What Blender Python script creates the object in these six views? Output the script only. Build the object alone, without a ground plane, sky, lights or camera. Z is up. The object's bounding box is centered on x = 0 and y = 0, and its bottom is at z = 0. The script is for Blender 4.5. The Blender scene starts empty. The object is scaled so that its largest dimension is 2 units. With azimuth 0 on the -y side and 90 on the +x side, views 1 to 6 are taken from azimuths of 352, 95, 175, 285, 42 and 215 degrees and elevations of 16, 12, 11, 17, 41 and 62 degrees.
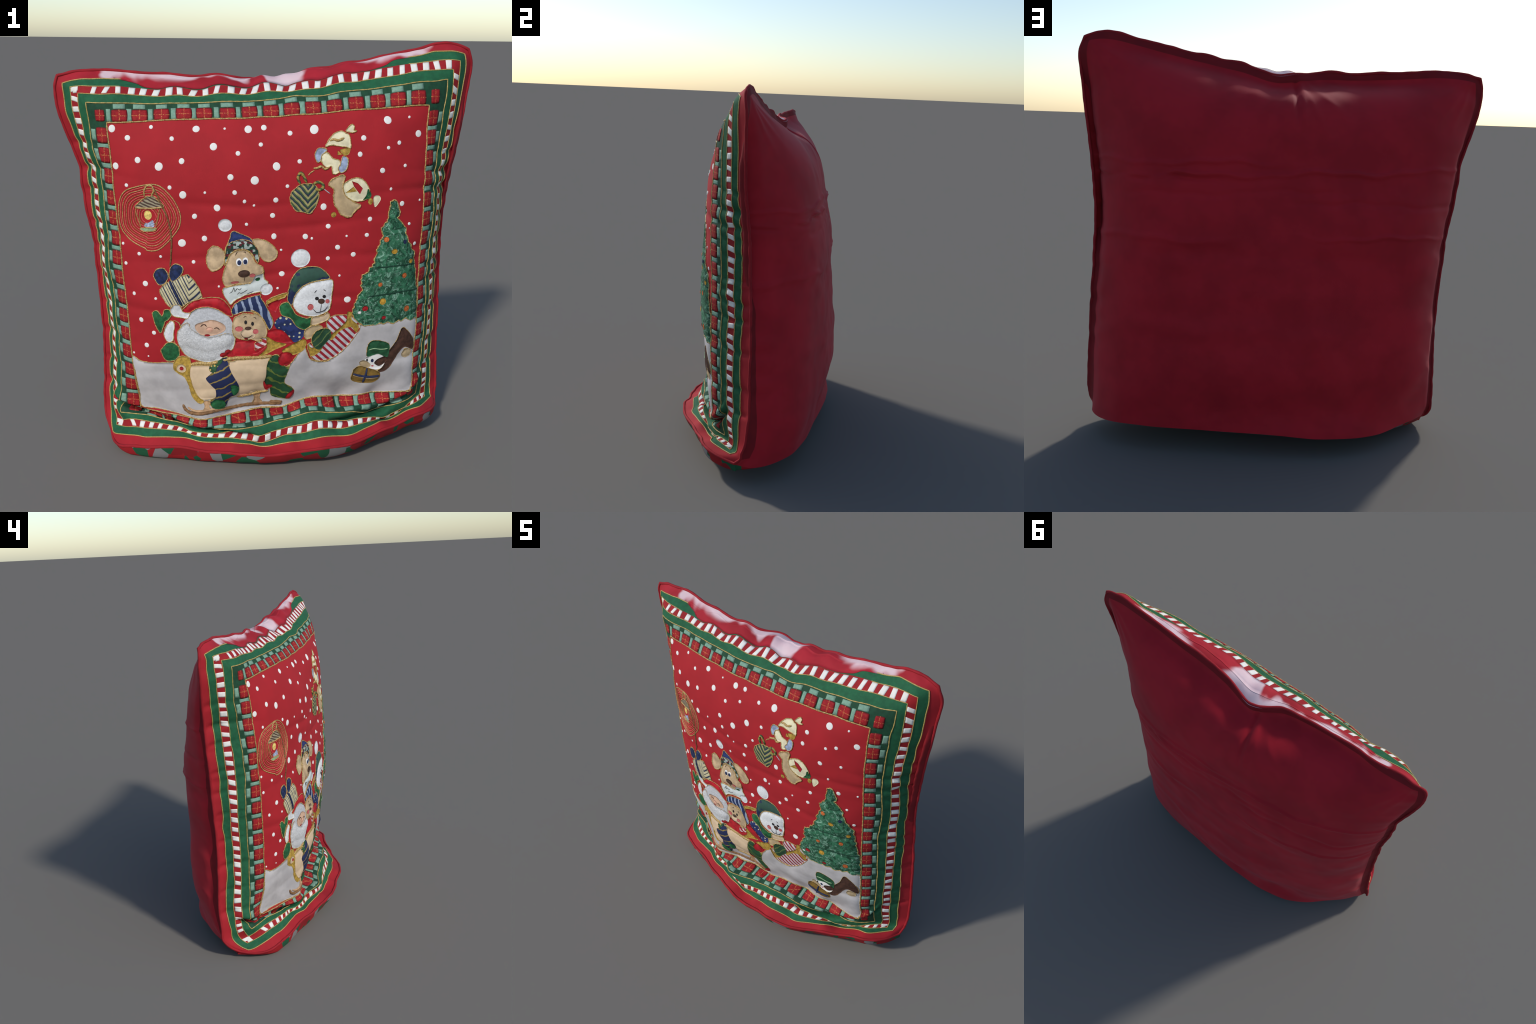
import math
import numpy as np

# =====================================================================
#  A stuffed holiday cushion standing on its bottom edge.
#  The front cover is a square of fabric (chart u = across, v = up, both
#  0..W).  Sewn lines run round it as nested square rings:
#  A seam, B/C green band, C/D candy stripe, D/E green band, E/F plaid, F panel.
#  Every ring is described by a few 3D control points per side; a
#  thin-plate spline through them gives the cloth surface.
# =====================================================================
W = 2.03
OFF = {'A': 0.0, 'B': .062, 'C': .106, 'D': .150, 'E': .196, 'F': .290}
PANEL = W - 2 * OFF['F']

TOP = {
 'A': [(-.972, .075, 1.838), (-.90, .080, 1.855), (-.744, .078, 1.864), (-.60, .054, 1.853), (-.43, .038, 1.843),
       (-.30, .030, 1.838), (-.163, .034, 1.833), (-.06, .085, 1.820), (.0, .090, 1.810), (.06, .068, 1.812),
       (.152, .035, 1.845), (.309, .010, 1.880), (.419, .003, 1.903), (.576, -.008, 1.937), (.733, -.020, 1.974),
       (.886, -.027, 1.993), (.958, -.033, 1.968)],
 'B': [(-.945, .052, 1.800), (-.884, .029, 1.817), (-.809, .020, 1.820), (-.68, .018, 1.820), (-.45, .004, 1.826),
       (-.25, -.005, 1.830), (-.03, .000, 1.842), (.077, -.005, 1.846), (.20, -.030, 1.872), (.36, -.050, 1.902),
       (.57, -.052, 1.930), (.77, -.058, 1.955), (.929, -.063, 1.947)],
 'C': [(-.907, .020, 1.788), (-.852, -.003, 1.793), (-.687, -.035, 1.793), (-.505, -.040, 1.778), (-.314, -.055, 1.778),
       (-.089, -.062, 1.786), (.074, -.070, 1.792), (.217, -.105, 1.823), (.377, -.095, 1.857), (.567, -.092, 1.887),
       (.761, -.092, 1.910), (.895, -.097, 1.917)],
 'E': [(-.836, -.052, 1.721), (-.613, -.082, 1.722), (-.375, -.118, 1.725), (-.194, -.143, 1.733), (.098, -.158, 1.758),
       (.301, -.168, 1.776), (.429, -.172, 1.788), (.586, -.176, 1.812), (.70, -.166, 1.825), (.819, -.146, 1.831)],
 'F': [(-.743, -.095, 1.637), (-.603, -.122, 1.642), (-.478, -.150, 1.653), (-.292, -.175, 1.661), (-.084, -.196, 1.667),
       (.041, -.207, 1.673), (.166, -.219, 1.683), (.358, -.222, 1.701), (.525, -.210, 1.710), (.722, -.197, 1.720)],
}
RIGHT = {   # from the top corner down
 'A': [(.958, -.033, 1.968), (.984, -.022, 1.894), (.982, -.019, 1.838), (.972, -.020, 1.750), (.960, -.018, 1.606),
       (.945, -.013, 1.487), (.935, -.003, 1.400), (.922, .009, 1.260), (.912, .015, 1.150), (.916, .020, 1.030),
       (.924, .028, .865), (.933, .035, .769), (.941, .037, .640), (.947, .040, .500), (.953, .043, .400),
       (.960, .030, .250), (.957, .010, .190), (.940, -.020, .120)],
 'B': [(.929, -.063, 1.947), (.935, -.066, 1.891), (.927, -.069, 1.776), (.901, -.067, 1.598), (.890, -.061, 1.477),
       (.884, -.052, 1.403), (.882, -.045, 1.300), (.883, -.033, 1.150), (.883, -.028, 1.009), (.887, -.020, .900),
       (.887, -.023, .749), (.893, -.021, .617), (.896, -.018, .480), (.905, -.020, .300), (.905, -.055, .160)],
 'C': [(.895, -.097, 1.917), (.893, -.100, 1.831), (.888, -.100, 1.720), (.877, -.098, 1.594), (.861, -.098, 1.471),
       (.855, -.090, 1.370), (.855, -.075, 1.222), (.858, -.072, .999), (.859, -.065, .880), (.861, -.065, .737),
       (.865, -.064, .550), (.865, -.055, .398), (.870, -.055, .280), (.869, -.060, .165)],
 'E': [(.819, -.146, 1.831), (.817, -.153, 1.767), (.798, -.160, 1.583), (.791, -.158, 1.458), (.794, -.162, 1.360),
       (.800, -.150, 1.206), (.793, -.149, .976), (.795, -.140, .860), (.802, -.136, .711), (.805, -.131, .520),
       (.800, -.123, .360), (.800, -.100, .210)],
 'F': [(.722, -.197, 1.720), (.717, -.209, 1.572), (.717, -.216, 1.444), (.721, -.217, 1.340), (.725, -.211, 1.186),
       (.730, -.205, .955), (.735, -.200, .750), (.740, -.190, .545), (.740, -.186, .438), (.739, -.180, .331), (.731, -.172, .270)],
}
BOTTOM = {  # from the left corner to the right
 'A': [(-.800, .020, .045), (-.788, -.070, .030), (-.765, -.141, .034), (-.656, -.235, .062), (-.539, -.281, .078),
       (-.333, -.348, .079), (-.176, -.396, .081), (-.076, -.428, .088), (.038, -.438, .094), (.223, -.440, .112),
       (.349, -.416, .108), (.519, -.332, .112), (.630, -.290, .126), (.745, -.240, .146), (.856, -.185, .148), (.910, -.110, .135), (.940, -.020, .120)],
 'B': [(-.787, -.045, .052), (-.72, -.140, .085), (-.633, -.196, .099), (-.398, -.275, .114), (-.215, -.325, .116),
       (-.105, -.345, .107), (.018, -.362, .109), (.121, -.366, .121), (.361, -.361, .135), (.556, -.273, .150),
       (.786, -.178, .167), (.905, -.055, .160)],
 'C': [(-.771, -.035, .085), (-.655, -.150, .130), (-.527, -.206, .140), (-.420, -.229, .128), (-.25, -.285, .118),
       (-.064, -.338, .112), (.052, -.348, .151), (.198, -.352, .171), (.323, -.325, .156), (.582, -.205, .125),
       (.722, -.155, .153), (.869, -.060, .165)],
 'D': [(-.735, -.035, .112), (-.583, -.170, .165), (-.512, -.205, .165), (-.400, -.240, .142), (-.20, -.305, .148),
       (-.067, -.358, .163), (.044, -.342, .179), (.159, -.336, .195), (.270, -.325, .204), (.425, -.290, .186),
       (.596, -.225, .145), (.720, -.170, .165), (.835, -.078, .190)],
 'E': [(-.743, -.060, .170), (-.600, -.120, .175), (-.450, -.195, .168), (-.300, -.265, .162), (-.163, -.340, .190),
       (.035, -.322, .222), (.173, -.325, .256), (.274, -.302, .233), (.350, -.292, .215), (.429, -.270, .212),
       (.513, -.245, .198), (.620, -.215, .195), (.720, -.170, .205), (.800, -.100, .210)],
 'F': [(-.632, -.065, .195), (-.515, -.150, .205), (-.413, -.215, .208), (-.340, -.262, .212), (-.206, -.231, .215),
       (-.061, -.224, .237), (.060, -.225, .238), (.138, -.248, .280), (.190, -.236, .287), (.350, -.190, .267),
       (.525, -.187, .273), (.731, -.172, .270)],
}
LEFT = {    # from the top corner down
 'A': [(-.972, .075, 1.838), (-.987, .073, 1.760), (-.983, .073, 1.700), (-.954, .085, 1.591), (-.921, .094, 1.491),
       (-.897, .099, 1.416), (-.890, .098, 1.300), (-.870, .098, 1.160), (-.848, .102, 1.040), (-.842, .098, .917),
       (-.833, .095, .800), (-.827, .096, .650), (-.825, .104, .444), (-.830, .107, .300), (-.835, .100, .200),
       (-.830, .080, .100), (-.800, .020, .045)],
 'B': [(-.945, .052, 1.800), (-.939, .048, 1.724), (-.913, .051, 1.595), (-.883, .057, 1.496), (-.858, .060, 1.390),
       (-.845, .057, 1.260), (-.824, .055, 1.100), (-.812, .057, .950), (-.801, .060, .815), (-.788, .062, .650),
       (-.788, .064, .460), (-.795, .070, .310), (-.800, .050, .180), (-.787, -.045, .052)],
 'C': [(-.907, .020, 1.788), (-.906, .020, 1.726), (-.883, .017, 1.598), (-.863, .019, 1.500), (-.832, .024, 1.360),
       (-.828, .020, 1.250), (-.808, .017, 1.120), (-.803, .013, .942), (-.788, .016, .830), (-.777, .018, .660),
       (-.773, .021, .479), (-.778, .032, .351), (-.785, .025, .200), (-.771, -.035, .085)],
 'E': [(-.836, -.052, 1.721), (-.813, -.053, 1.511), (-.785, -.055, 1.400), (-.776, -.068, 1.250), (-.765, -.074, 1.110),
       (-.766, -.068, .966), (-.752, -.063, .855), (-.744, -.063, .700), (-.736, -.058, .511), (-.733, -.054, .391),
       (-.740, -.050, .260), (-.743, -.060, .170)],
 'F': [(-.743, -.095, 1.637), (-.735, -.113, 1.519), (-.728, -.121, 1.420), (-.721, -.128, 1.300), (-.710, -.132, 1.164),
       (-.700, -.139, .986), (-.690, -.140, .850), (-.680, -.137, .680), (-.672, -.132, .520), (-.660, -.120, .400),
       (-.645, -.090, .280), (-.632, -.065, .195)],
}
# bulge of the stuffed panel (points on the picture area)
BULGE = [(-.566, -.198, 1.229), (-.145, -.291, .975), (.220, -.308, .838), (.547, -.273, 1.279), (.492, -.243, .478),
         (.135, -.296, 1.312), (.175, -.251, 1.620), (.516, -.238, 1.658), (-.274, -.236, 1.544), (.003, -.282, 1.460),
         (.669, -.223, 1.595), (.351, -.305, .825), (.117, -.307, 1.037), (-.227, -.272, 1.197), (-.095, -.289, 1.399),
         (-.517, -.205, 1.453), (-.414, -.241, 1.329), (-.296, -.270, .708),
         (.100, -.255, .330), (-.428, -.235, .506), (.058, -.300, .564), (-.20, -.250, .310), (.300, -.278, .550),
         (.150, -.308, .720), (-.10, -.292, .720), (-.10, -.275, .420), (.320, -.258, .400), (-.42, -.222, .330), (.500, -.226, .340)]


def tps_fit(uv, xyz, smooth):
    n = len(uv)
    d2 = ((uv[:, None] - uv[None]) ** 2).sum(-1)
    K = d2 * np.log(d2 + 1e-12) * .5 + smooth * np.eye(n)
    P = np.c_[np.ones(n), uv]
    A = np.zeros((n + 3, n + 3))
    A[:n, :n] = K
    A[:n, n:] = P
    A[n:, :n] = P.T
    b = np.zeros((n + 3, 3))
    b[:n] = xyz
    return uv, np.linalg.solve(A, b)


def tps_eval(model, q):
    uv, w = model
    out = np.empty((len(q), 3))
    for i in range(0, len(q), 8000):
        c = q[i:i + 8000]
        d2 = ((c[:, None] - uv[None]) ** 2).sum(-1)
        out[i:i + 8000] = (d2 * np.log(d2 + 1e-12) * .5) @ w[:-3] + np.c_[np.ones(len(c)), c] @ w[-3:]
    return out


def arc(points):
    p = np.array(points, float)
    s = np.r_[0, np.cumsum(np.linalg.norm(np.diff(p, axis=0), axis=1))]
    return p, s / s[-1]


def along(points, t):
    p, s = arc(points)
    return np.stack([np.interp(t, s, p[:, k]) for k in range(3)], -1)


def ring_coordinate(table, ring, side):
    """position along a side of the chart, squared up with the panel edge (ring F)"""
    axis = 0 if side in 'tb' else 2
    q, s = arc(table['F'])
    f, o = OFF['F'], OFF[ring]
    p = np.array(table[ring], float)
    sg = 1 if axis == 0 else -1
    xs = np.r_[sg * p[0, axis] - 1e-3, sg * q[:, axis], sg * p[-1, axis] + 1e-3] if ring != 'F' else sg * q[:, axis]
    es = np.r_[o, f + s * PANEL, W - o] if ring != 'F' else f + s * PANEL
    e = np.interp(sg * p[:, axis], xs, es)
    e[0], e[-1] = o, W - o
    # rounded corners turn back on themselves: keep the order
    for i in range(1, len(e)):
        e[i] = max(e[i], e[i - 1] + .012)
    for i in range(len(e) - 2, -1, -1):
        e[i] = min(e[i], e[i + 1] - .012)
    e[0], e[-1] = o, W - o
    return p, e


def front_model():
    uv, xyz = [], []
    for side, table in (('t', TOP), ('r', RIGHT), ('b', BOTTOM), ('l', LEFT)):
        for ring, pts in table.items():
            o = OFF[ring]
            p, e = ring_coordinate(table, ring, side)
            c = {'t': (e, np.full_like(e, W - o)), 'b': (e, np.full_like(e, o)),
                 'r': (np.full_like(e, W - o), W - e), 'l': (np.full_like(e, o), W - e)}[side]
            k = slice(None) if side in 'tb' else slice(1, -1)
            uv += list(zip(c[0][k], c[1][k]))
            xyz += list(p[k])
    f = OFF['F']
    lx = np.array(LEFT['F'])[::-1]
    rx = np.array(RIGHT['F'])[::-1]
    tz = np.array(TOP['F'])
    bz = np.array(BOTTOM['F'])
    for x, y, z in BULGE:
        xl, xr = np.interp(z, lx[:, 2], lx[:, 0]), np.interp(z, rx[:, 2], rx[:, 0])
        zb, zt = np.interp(x, bz[:, 0], bz[:, 2]), np.interp(x, tz[:, 0], tz[:, 2])
        uv.append((f + PANEL * (x - xl) / (xr - xl), f + PANEL * (z - zb) / (zt - zb)))
        xyz.append((x, y, z))
    return tps_fit(np.array(uv), np.array(xyz), 2e-4)


# back cover: sections across the cushion, (height, [(x, y) ...]), and its bottom edge
BACK_SECTIONS = [
 (1.70, [(-.93, .100), (-.80, .165), (-.55, .205), (-.20, .215), (.10, .215), (.40, .205), (.70, .150), (.86, .058), (.935, .005)]),
 (1.40, [(-.86, .150), (-.75, .240), (-.60, .295), (-.30, .330), (.00, .333), (.30, .315), (.60, .258), (.80, .140), (.89, .035)]),
 (1.18, [(-.82, .165), (-.72, .270), (-.55, .345), (-.30, .378), (.00, .372), (.30, .350), (.60, .290), (.78, .168), (.875, .045)]),
 (.90, [(-.795, .175), (-.70, .285), (-.55, .345), (-.30, .390), (.00, .402), (.30, .378), (.60, .312), (.78, .205), (.875, .098)]),
 (.60, [(-.785, .180), (-.70, .285), (-.55, .350), (-.30, .410), (.00, .428), (.30, .397), (.60, .328), (.80, .225), (.89, .112)]),
 (.36, [(-.785, .180), (-.70, .275), (-.50, .360), (-.25, .420), (.00, .431), (.30, .402), (.60, .336), (.80, .243), (.90, .128)]),
 (.22, [(-.79, .150), (-.69, .235), (-.50, .338), (-.30, .378), (.00, .390), (.30, .364), (.60, .320), (.80, .245), (.90, .130)]),
]
BACK_EDGE = [(-.800, .020, .045), (-.79, .085, .082), (-.72, .180, .100), (-.61, .262, .098), (-.51, .335, .093), (-.37, .400, .100),
             (-.16, .424, .108), (.03, .414, .125), (.31, .368, .128), (.60, .318, .130), (.78, .258, .128), (.88, .155, .110),
             (.935, .050, .108), (.940, -.020, .120)]
FLOOR = ([-.8, -.70, -.1, .3, .6, .9], [.025, .0, .0, .012, .045, .085])


def back_model():
    """chart of the back cover: u across, v = W at the top seam, 0 at the bottom edge"""
    uv, xyz = [], []
    for pts, v0 in ((TOP['A'], W), (BACK_EDGE, 0.)):
        p, s = arc(pts)
        uv += list(zip(s * W, np.full(len(s), v0)))
        xyz += list(p)
    for pts, u0 in ((LEFT['A'], 0.), (RIGHT['A'], W)):
        p, s = arc(pts)
        uv += list(zip(np.full(len(s) - 2, u0), W * (1 - s[1:-1])))
        xyz += list(p[1:-1])
    lx, rx = np.array(LEFT['A'])[::-1], np.array(RIGHT['A'])[::-1]
    tz, bz = np.array(TOP['A']), np.array(BACK_EDGE)
    for z, row in BACK_SECTIONS:
        xl, xr = np.interp(z, lx[:, 2], lx[:, 0]), np.interp(z, rx[:, 2], rx[:, 0])
        for x, y in row:
            zt, zb = np.interp(x, tz[:, 0], tz[:, 2]), np.interp(x, bz[:, 0], bz[:, 2])
            uv.append((W * (x - xl) / (xr - xl), W * (z - zb) / (zt - zb)))
            xyz.append((x, y, z))
    return tps_fit(np.array(uv), np.array(xyz), 1e-4)


def ring_lines(step=.009):
    """grid lines of the chart that contain every ring line exactly"""
    edges = [OFF[k] for k in 'ABCDEF'] + [W - OFF[k] for k in 'FEDCBA']
    out = [0.]
    for a, b in zip(edges[:-1], edges[1:]):
        n = max(3, int(math.ceil((b - a) / step)))
        out += list(a + (b - a) * np.arange(1, n + 1) / n)
    return np.array(out)


def smooth_noise(u, v, seed, scale):
    """cheap seeded value noise, -1..1"""
    r = np.random.RandomState(seed)
    tab = r.rand(64, 64) * 2 - 1
    a, b = u * scale + 7.3, v * scale + 3.1
    i, j = np.floor(a).astype(int), np.floor(b).astype(int)
    f, g = a - i, b - j
    f, g = f * f * (3 - 2 * f), g * g * (3 - 2 * g)
    t = lambda x, y: tab[x % 64, y % 64]
    return (t(i, j) * (1 - f) + t(i + 1, j) * f) * (1 - g) + (t(i, j + 1) * (1 - f) + t(i + 1, j + 1) * f) * g


def grid_normals(P):
    du = np.gradient(P, axis=0)
    dv = np.gradient(P, axis=1)
    n = np.cross(du, dv)
    return n / (np.linalg.norm(n, axis=-1, keepdims=True) + 1e-12)


# puckers pulled into the side borders: (chart height, depth, half width, how far they run in)
PUCKER_RIGHT = [(1.53, 0.0081, .014, .20), (1.44, 0.0149, .020, .26), (1.36, 0.0121, .016, .20), (1.22, 0.0081, .016, .18),
                (1.10, 0.0081, .014, .15), (.98, 0.0135, .018, .24), (.90, 0.0121, .014, .20), (.74, 0.0081, .014, .18), (.55, 0.0081, .015, .16), (.42, 0.0095, .016, .18)]
PUCKER_LEFT = [(1.62, 0.0095, .018, .22), (1.50, 0.0135, .018, .26), (1.40, 0.0095, .015, .2), (1.24, 0.0095, .016, .20),
               (1.12, 0.0068, .014, .16), (.99, 0.0095, .016, .20), (.83, 0.0081, .015, .18), (.68, 0.0081, .015, .18), (.52, 0.0081, .015, .2), (.38, 0.0121, .018, .2)]
# shallow quilting waves that cross the picture, (height, slope, depth, half width)
QUILT = [(1.36, -.02, .0035, .022), (1.24, .03, .003, .020), (1.10, -.03, .0035, .022), (1.00, .04, .003, .020),
         (.86, -.02, .003, .022), (.70, .03, .0025, .022), (.52, -.02, .0025, .025), (.46, .05, .003, .018)]


TUCKS = [((.10, .22, .32, .45, .60, .75, .92), (.34, .285, .262, .232, .200, .168, .135), .055),
         ((1.28, 1.40, 1.52, 1.62, 1.72, 1.80, 1.90), (.150, .168, .185, .205, .240, .300, .400), .055)]


def front_relief(U, V):
    h = np.zeros_like(U)
    for z, d, w, run in PUCKER_RIGHT:
        h -= d * np.exp(-((V - z - .02 * np.sin(9 * U)) / w) ** 2) * np.exp(-((W - U) / run) ** 2) * np.clip((W - U) / .05, .25, 1)
    for z, d, w, run in PUCKER_LEFT:
        h -= d * np.exp(-((V - z - .02 * np.sin(9 * U)) / w) ** 2) * np.exp(-(U / run) ** 2) * np.clip(U / .05, .25, 1)
    for z, m, d, w in QUILT:
        h -= 1.7 * d * np.exp(-((V - z - m * (U - 1) - .015 * np.sin(5 * U + 9 * z)) / w) ** 2) * (.55 + .45 * np.sin(7 * U + 20 * z))
    # the foot of the picture folds over the border: two sharp tucks
    for us, vs, d in TUCKS:
        line = np.interp(U, us, vs)
        fade = np.clip((U - us[0]) / .08, 0, 1) * np.clip((us[-1] - U) / .10, 0, 1)
        dist = V - line
        h -= d * fade * np.exp(-(dist / .016) ** 2)
        h += .30 * d * fade * np.exp(-((dist - .04) / .025) ** 2)
    edge = np.minimum(np.minimum(U, W - U), np.minimum(V, W - V))
    h += .0025 * smooth_noise(U, V, 3, 9.) * np.clip(edge / .05, 0, 1)
    h += .002 * smooth_noise(U, V * .5, 5, 22.) * np.exp(-(edge / .2) ** 2) * np.clip(edge / .03, 0, 1)
    return h


def build_front():
    L = ring_lines()
    U, V = np.meshgrid(L, L, indexing='ij')
    P = tps_eval(front_model(), np.c_[U.ravel(), V.ravel()]).reshape(U.shape + (3,))
    N = grid_normals(P)
    P = P + N * front_relief(U, V)[..., None]
    return L, P, grid_normals(P)


def bilinear(L, G, u, v):
    u, v = np.clip(u, 0, W - 1e-6), np.clip(v, 0, W - 1e-6)
    i = np.clip(np.searchsorted(L, u, side='right') - 1, 0, len(L) - 2)
    j = np.clip(np.searchsorted(L, v, side='right') - 1, 0, len(L) - 2)
    a = ((u - L[i]) / (L[i + 1] - L[i]))[..., None]
    b = ((v - L[j]) / (L[j + 1] - L[j]))[..., None]
    return (G[i, j] * (1 - a) + G[i + 1, j] * a) * (1 - b) + (G[i, j + 1] * (1 - a) + G[i + 1, j + 1] * a) * b

# =====================================================================
#  Blender part
# =====================================================================
import bpy
from mathutils import Vector, Matrix
from mathutils.geometry import delaunay_2d_cdt

rng = np.random.RandomState(11)
COL = bpy.context.scene.collection


def srgb(r, g, b):
    f = lambda c: c / 12.92 if c <= .04045 else ((c + .055) / 1.055) ** 2.4
    return (f(r / 255), f(g / 255), f(b / 255), 1)


# ---------------------------------------------------------------- materials
class Nodes:
    def __init__(self, name, rough=.75, spec=.3, sheen=0.):
        m = bpy.data.materials.new(name)
        m.use_nodes = True
        self.m, self.t = m, m.node_tree
        self.bsdf = self.t.nodes['Principled BSDF']
        self.bsdf.inputs['Roughness'].default_value = rough
        self.bsdf.inputs['Specular IOR Level'].default_value = spec
        if sheen:
            self.bsdf.inputs['Sheen Weight'].default_value = sheen
            self.bsdf.inputs['Sheen Roughness'].default_value = .5
        self.co = self.t.nodes.new('ShaderNodeTexCoord')

    def node(self, kind, **kw):
        n = self.t.nodes.new('ShaderNode' + kind)
        for k, v in kw.items():
            if hasattr(n, k) and k not in n.inputs:
                setattr(n, k, v)
            else:
                n.inputs[k].default_value = v
        return n

    def link(self, a, b):
        self.t.links.new(a, b)

    def set(self, sock, val):
        if hasattr(val, 'is_linked') or isinstance(val, bpy.types.NodeSocket):
            self.link(val, sock)
        else:
            sock.default_value = val

    def math(self, op, a, b=0., c=None, clamp=False):
        n = self.t.nodes.new('ShaderNodeMath')
        n.operation = op
        n.use_clamp = clamp
        self.set(n.inputs[0], a)
        self.set(n.inputs[1], b)
        if c is not None:
            self.set(n.inputs[2], c)
        return n.outputs[0]

    def mix(self, fac, a, b):
        n = self.t.nodes.new('ShaderNodeMix')
        n.data_type = 'RGBA'
        self.set(n.inputs[0], fac)
        self.set(n.inputs[6], a)
        self.set(n.inputs[7], b)
        return n.outputs[2]

    def ramp(self, fac, lo, hi):
        """smooth step of a value between lo and hi"""
        n = self.t.nodes.new('ShaderNodeMapRange')
        n.interpolation_type = 'SMOOTHSTEP'
        self.set(n.inputs[0], fac)
        n.inputs[1].default_value, n.inputs[2].default_value = lo, hi
        return n.outputs[0]

    def noise(self, scale, detail=3., rough=.5, vec=None, dist=0.):
        n = self.t.nodes.new('ShaderNodeTexNoise')
        n.inputs['Scale'].default_value = scale
        n.inputs['Detail'].default_value = detail
        n.inputs['Roughness'].default_value = rough
        n.inputs['Distortion'].default_value = dist
        self.link(vec or self.co.outputs['Object'], n.inputs['Vector'])
        return n.outputs[0]

    def xyz(self, what='Object'):
        n = self.t.nodes.new('ShaderNodeSeparateXYZ')
        self.link(self.co.outputs[what], n.inputs[0])
        return n.outputs

    def color(self, sock):
        self.set(self.bsdf.inputs['Base Color'], sock)
        return self.m

    def bump(self, h, strength=.3, dist=.002):
        n = self.t.nodes.new('ShaderNodeBump')
        n.inputs['Strength'].default_value = strength
        n.inputs['Distance'].default_value = dist
        self.set(n.inputs['Height'], h)
        self.link(n.outputs[0], self.bsdf.inputs['Normal'])


def cloth(name, rgb, vary=.12, scale=60., rough=.8, sheen=0., weave=True, spec=.3):
    """printed cotton: flat colour, faint blotches, fine weave bump"""
    k = Nodes(name, rough, spec, sheen)
    base = srgb(*rgb)
    dark = tuple(c * (1 - vary) for c in base[:3]) + (1,)
    lite = tuple(min(1, c * (1 + vary)) for c in base[:3]) + (1,)
    f = k.ramp(k.noise(scale, 4, .6), .3, .7)
    k.color(k.mix(f, dark, lite))
    if weave:
        k.bump(k.noise(420, 2, .5), .25, .0015)
    return k.m


M = {}
M['red'] = cloth('panel_red_cotton', (152, 25, 33), .06, 7)
M['hem'] = cloth('hem_red_cotton', (150, 24, 34), .08, 9)
M['green'] = cloth('band_green_cotton', (26, 84, 54), .16, 40)
M['candy_red'] = cloth('candy_red_cotton', (140, 22, 28), .1, 40)
M['white'] = cloth('stripe_white_cotton', (214, 212, 206), .05, 40)
M['plaid_green'] = cloth('plaid_dark_green', (22, 62, 42), .2, 50)
M['mint'] = cloth('plaid_mint_check', (112, 146, 128), .14, 90)
M['back'] = cloth('back_maroon_satin', (164, 28, 41), .12, 5, rough=.7, spec=.14, sheen=.07)
M['rim_shade'] = cloth('back_red_darkened_for_shade', (118, 14, 24), .1, 12)  # back red darkened to paint the occlusion shade beside the seam
M['bind'] = cloth('seam_binding_red', (142, 22, 32), .1, 14)


def gold(name, a, b):
    k = Nodes(name, .5, .5)
    f = k.ramp(k.noise(260, 3, .7), .38, .62)
    k.color(k.mix(f, srgb(*a), srgb(*b)))
    k.bump(k.noise(300, 2), .5, .003)
    return k.m


M['gold'] = gold('gold_glitter_thread', (112, 84, 42), (196, 166, 100))
M['gold_soft'] = gold('gold_printed_line', (150, 124, 62), (186, 162, 96))




def hem_painted_glare():
    """red hem; overexposed glare along the top seam painted as pale pink patches"""
    k = Nodes('hem_painted_glare', .8, .3)
    p = k.xyz()
    n = k.noise(2.6, 3, .6, dist=.6)
    edge = k.math('ADD', p[1], k.math('MULTIPLY', p[0], .055))       # the seam runs forward to the right
    t = k.math('ADD', k.math('MULTIPLY', edge, 4.2), k.math('MULTIPLY', n, 1.5))
    notch = k.math('SUBTRACT', 1., k.math('MULTIPLY', k.math('ABSOLUTE', k.math('SUBTRACT', p[0], .09)), 8.), clamp=True)
    t = k.math('ADD', t, k.math('MULTIPLY', notch, .55))
    t = k.math('SUBTRACT', t, k.ramp(k.math('ABSOLUTE', p[0]), .72, .92))
    pale = k.ramp(t, .62, .82)
    streak = k.mix(k.noise(14, 2), srgb(196, 158, 166), srgb(206, 192, 196))
    red = k.mix(k.ramp(k.noise(9, 3), .3, .7), srgb(140, 20, 32), srgb(158, 28, 42))
    k.color(k.mix(pale, red, streak))
    return k.m


def patchwork():
    """scraps of the border print pieced together on the underside"""
    k = Nodes('patchwork_underside', .85, .25)
    v = k.node('TexVoronoi')
    v.inputs['Scale'].default_value = 15
    k.link(k.co.outputs['Object'], v.inputs['Vector'])
    s = k.t.nodes.new('ShaderNodeSeparateColor')
    k.link(v.outputs['Color'], s.inputs[0])
    c = k.mix(k.math('GREATER_THAN', s.outputs[0], .42), srgb(140, 22, 28), srgb(26, 76, 50))
    c = k.mix(k.math('GREATER_THAN', s.outputs[0], .66), c, srgb(118, 116, 116))
    c = k.mix(k.math('GREATER_THAN', s.outputs[0], .80), c, srgb(120, 20, 26))
    k.color(c)
    return k.m


M['top_hem'] = hem_painted_glare()
M['underside'] = patchwork()

# ---------------------------------------------------------------- objects
ROOT = bpy.data.objects.new('christmas_cushion', None)
COL.objects.link(ROOT)
ROOT['label'] = 'stuffed square cushion with quilted christmas picture, plaid border, red back'
ROOT['category'] = 'cushion'


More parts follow.
